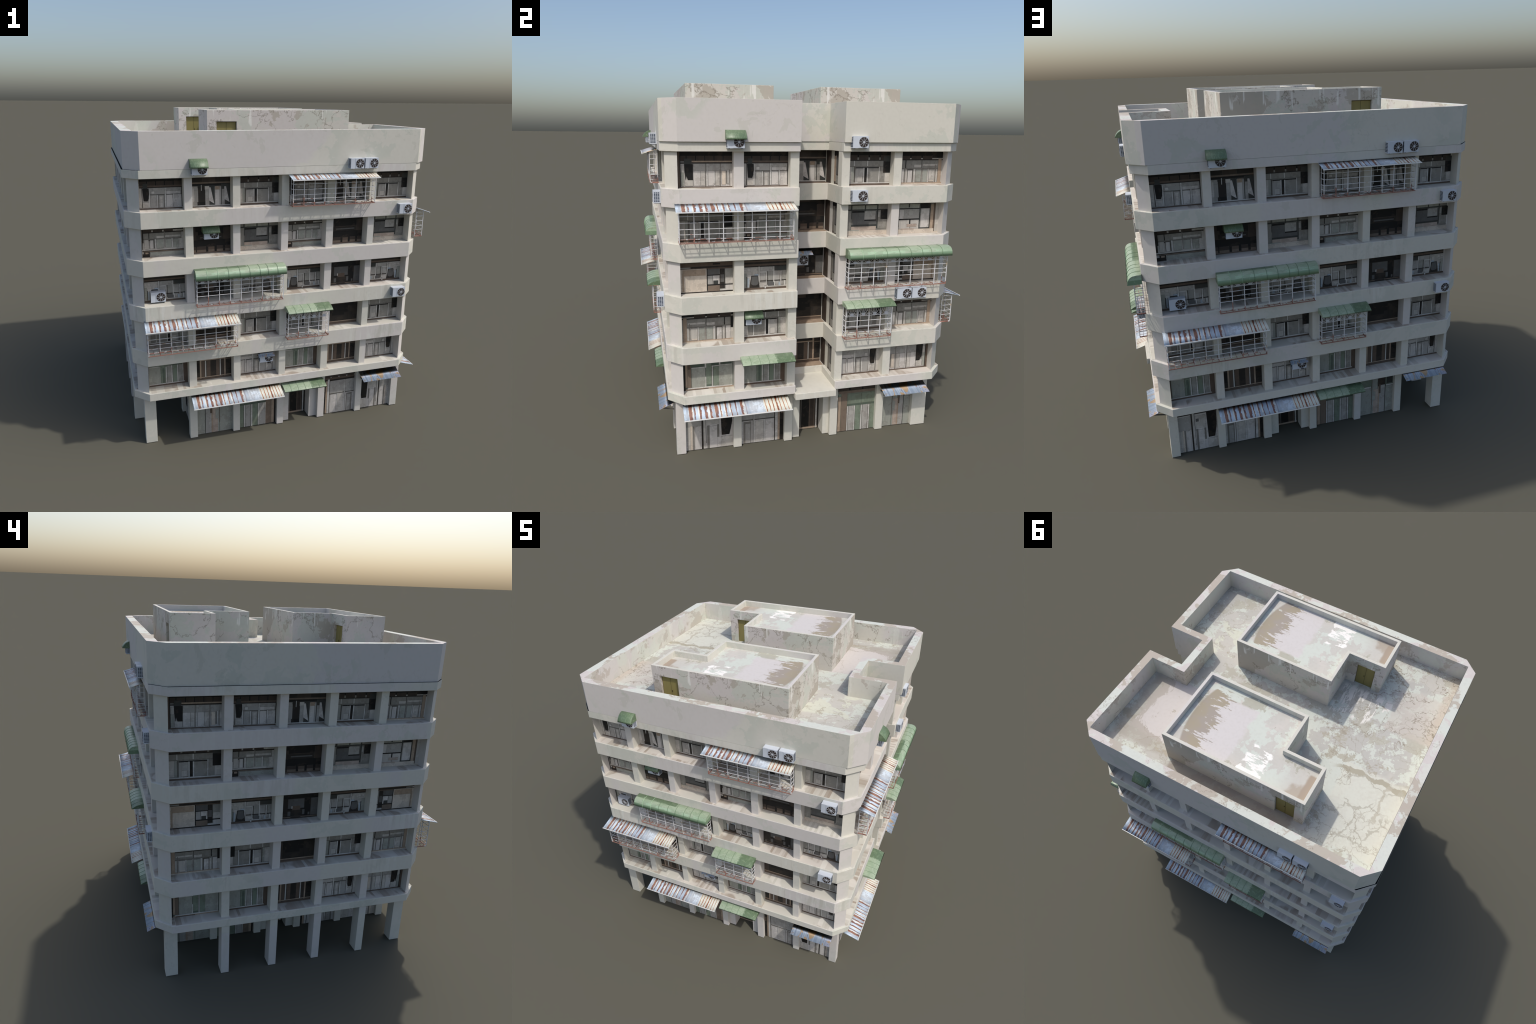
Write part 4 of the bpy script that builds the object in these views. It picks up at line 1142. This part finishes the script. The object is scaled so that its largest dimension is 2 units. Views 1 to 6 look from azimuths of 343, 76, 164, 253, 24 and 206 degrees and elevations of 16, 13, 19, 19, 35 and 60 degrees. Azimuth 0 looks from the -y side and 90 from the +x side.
SEAM_SMALL = [(x, "seam") for x in (0.16, 0.33, 0.50, 0.655, 0.83)]
SEAM_BIG = [(0.12, "seam_lite"), (0.235, "seam_lite"), (0.352, "seam"), (0.475, "seam"), (0.585, "seam"), (0.70, "seam"), (0.79, "seam"), (0.90, "seam")]

# ------------------------------------------------------------------ window cages
def cage(f, u0, u1, o0, z0, depth, height, cells, rows, fans=False):
    """Welded bar cage hung on the band. Local z is measured from the foot."""
    L = u1 - u0
    s = Shape()
    R, r = 0.0019, 0.0012
    y = -depth
    xs = [L * i / cells for i in range(cells + 1)]
    for x in xs:
        s.bar((x, y, 0), (x, y, height), R, "cage")
        s.bar((x, 0.004, 0.003), (x, y, 0.003), 0.0014, "cage")           # foot bearers
        s.bar((x + L / cells * 0.5, 0.004, 0.001), (x + L / cells * 0.5, y, 0.001), 0.0008, "rust") if x < L else None
    for x in (0, L):
        s.bar((x, 0, 0), (x, 0, height), r, "cage")
    for v in rows:
        s.bar((0, y, height * v), (L, y, height * v), r, "cage")
        for x in (0, L):
            s.bar((x, 0.003, height * v), (x, y, height * v), r, "cage")
    s.box((-0.002, y + 0.002, -0.0015), (L + 0.002, y - 0.002, 0.0030), "rust")  # foot rail
    s.box((-0.002, 0.004, -0.002), (0.002, y, 0.004), "cage")
    s.box((L - 0.002, 0.004, -0.002), (L + 0.002, y, 0.004), "cage")
    s.bar((0, y * 0.5, 0.002), (L, y * 0.5, 0.002), 0.0011, "cage")
    if fans:
        # sunburst under the awning in every cell
        zb = height * rows[-1]
        zt_ = height + 0.004
        for i in range(cells):
            cx = (xs[i] + xs[i + 1]) / 2
            hw = (xs[i + 1] - xs[i]) / 2
            H = zt_ - zb
            s.box((cx - hw * 0.28, y + 0.0008, zb), (cx + hw * 0.28, y - 0.0008, zb + H * 0.30), "spoke")
            for k in range(7):
                a = math.pi * (k + 0.5) / 7
                s.bar((cx + hw * 0.25 * math.cos(a), y, zb + H * 0.2 * math.sin(a)),
                      (cx + hw * 0.92 * math.cos(a), y, zb + H * 0.98 * math.sin(a)), 0.0009, "cage")
            arc = [(cx + hw * 0.92 * math.cos(math.pi * k / 8), y, zb + H * 0.95 * math.sin(math.pi * k / 8)) for k in range(9)]
            for p, q in zip(arc, arc[1:]):
                s.bar(p, q, 0.0009, "cage")
    return put("window_cage", s.mesh("window_cage"), mat=F[f].at(u0, o0, z0))


ROWS_CORR = (0.122, 0.272, 0.424, 0.615, 0.805, 0.96)
ROWS_BIG = (0.374, 0.528, 0.682, 0.825)
ROWS_LOW = (0.207, 0.396, 0.569, 0.720)

BO = 0.807      # band face distance, front and back
for f in ("S", "N"):
    WO = -WALL["S"] if f == "S" else WALL["N"]
    # hooded unit and twin units on the parapet
    aircon(f, -0.602, BO, 1.664)
    green_awning(f, -0.611, -0.514, BO, 1.7025, 0.0575, 0.045, "awn_old", LOW_PROFILE, [], name="hood")
    aircon(f, 0.3335, BO, 1.6735)
    aircon(f, 0.4265, BO, 1.6735)
    # corrugated cage, fifth floor
    cage(f, -0.021, 0.5005, BO, 1.4668, 0.041, 0.160, 8, ROWS_CORR)
    corr_awning(f, -0.039, 0.5095, BO, 1.6475, 0.0785, 0.0235)
    # hooded unit in the second bay, fourth floor
    aircon(f, -0.5272, WO + 0.015, 1.2865)
    green_awning(f, -0.5365, -0.4380, WO + 0.013, 1.3240, 0.0575, 0.043, "awn_old", LOW_PROFILE, [], name="hood")
    aircon(f, 0.6790, BO, 1.3890)
    aircon(f, 0.6790, BO, 0.8440)
    # barrel awning cage, third floor
    cage(f, -0.590, -0.069, BO, 0.9075, 0.039, 0.172, 8, ROWS_BIG, True)
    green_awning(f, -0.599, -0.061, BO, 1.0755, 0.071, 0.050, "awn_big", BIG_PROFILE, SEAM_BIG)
    aircon(f, -0.843, WO + 0.004, 0.9290)
    # corrugated cage, second floor left
    cage(f, -0.8800, -0.3575, BO, 0.6445, 0.062, 0.168, 8, ROWS_CORR)
    corr_awning(f, -0.8935, -0.3490, BO - 0.008, 0.8360, 0.1140, 0.0285)
    # low green awning cage, second floor
    cage(f, -0.0335, 0.2355, BO, 0.6370, 0.043, 0.180, 4, ROWS_LOW, True)
    green_awning(f, -0.042, 0.2470, BO + (0.004 if f == "N" else 0), 0.8160, 0.077, 0.0275, "awn_small", LOW_PROFILE, SEAM_SMALL)
    # small ribbed hood over a unit, first floor
    aircon(f, -0.1865, WO + 0.015, 0.4622)
    blue_awning(f, -0.2000, -0.0970, WO + 0.013, 0.5310, 0.060, 0.020)
    # street awnings
    gw = 0.768
    up = 0.0 if f == "S" else 0.033
    corr_awning(f, -0.6320, -0.0600, gw + 0.004, 0.3120, 0.1160, 0.0395)
    green_awning(f, -0.0440, 0.2430, gw + 0.002, 0.2735, 0.0820, 0.0240, "awn_small", LOW_PROFILE, SEAM_SMALL, name="street_awning")
    blue_awning(f, 0.5080, 0.7870, gw + 0.004 + up * 0.2, 0.3020 + up, 0.0830, 0.0360)

EO = OUT['E']
aircon("E", -0.4900, EO, 1.6635)
green_awning("E", -0.4970, -0.3970, EO, 1.7050, 0.0545, 0.045, "awn_old", LOW_PROFILE, [], name="hood")
aircon("E", 0.1550, EO - 0.004, 1.6650)
aircon("E", 0.1650, EO - 0.006, 1.3905)
cage("E", -0.7310, -0.1560, EO, 1.2075, 0.052, 0.166, 8, ROWS_CORR)
corr_awning("E", -0.7470, -0.1450, EO - 0.002, 1.3965, 0.0905, 0.0305)
cage("E", 0.1560, 0.7380, EO, 0.9215, 0.042, 0.170, 8, ROWS_BIG, True)
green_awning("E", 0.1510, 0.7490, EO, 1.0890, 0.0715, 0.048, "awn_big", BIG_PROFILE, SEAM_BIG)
aircon("E", 0.4520, EO, 0.8465)
aircon("E", 0.5430, EO, 0.8465)
cage("E", 0.1510, 0.4205, EO, 0.6375, 0.043, 0.180, 4, ROWS_LOW, True)
green_awning("E", 0.1440, 0.4310, EO, 0.8190, 0.0765, 0.0250, "awn_small", LOW_PROFILE, SEAM_SMALL)
aircon("E", -0.3860, WALL['E'] + 0.004, 0.7340)
green_awning("E", -0.3930, -0.2945, WALL['E'] + 0.003, 0.7715, 0.0575, 0.042, "awn_old", LOW_PROFILE, [], name="hood")
green_awning("E", -0.4240, -0.1380, EO, 0.5525, 0.0840, 0.0190, "awn_small", LOW_PROFILE, SEAM_SMALL, name="street_awning")
corr_awning("E", -0.7330, -0.1500, 0.8190, 0.3120, 0.1310, 0.0390)
blue_awning("E", 0.4135, 0.6950, 0.8190, 0.3020, 0.0970, 0.0340)
# unit with a ribbed hood deep in the light well
aircon("E", -0.0590, 0.579, 0.9915)
blue_awning("E", -0.0690, 0.0480, 0.578, 1.0900, 0.062, 0.032)

bpy.context.view_layer.update()
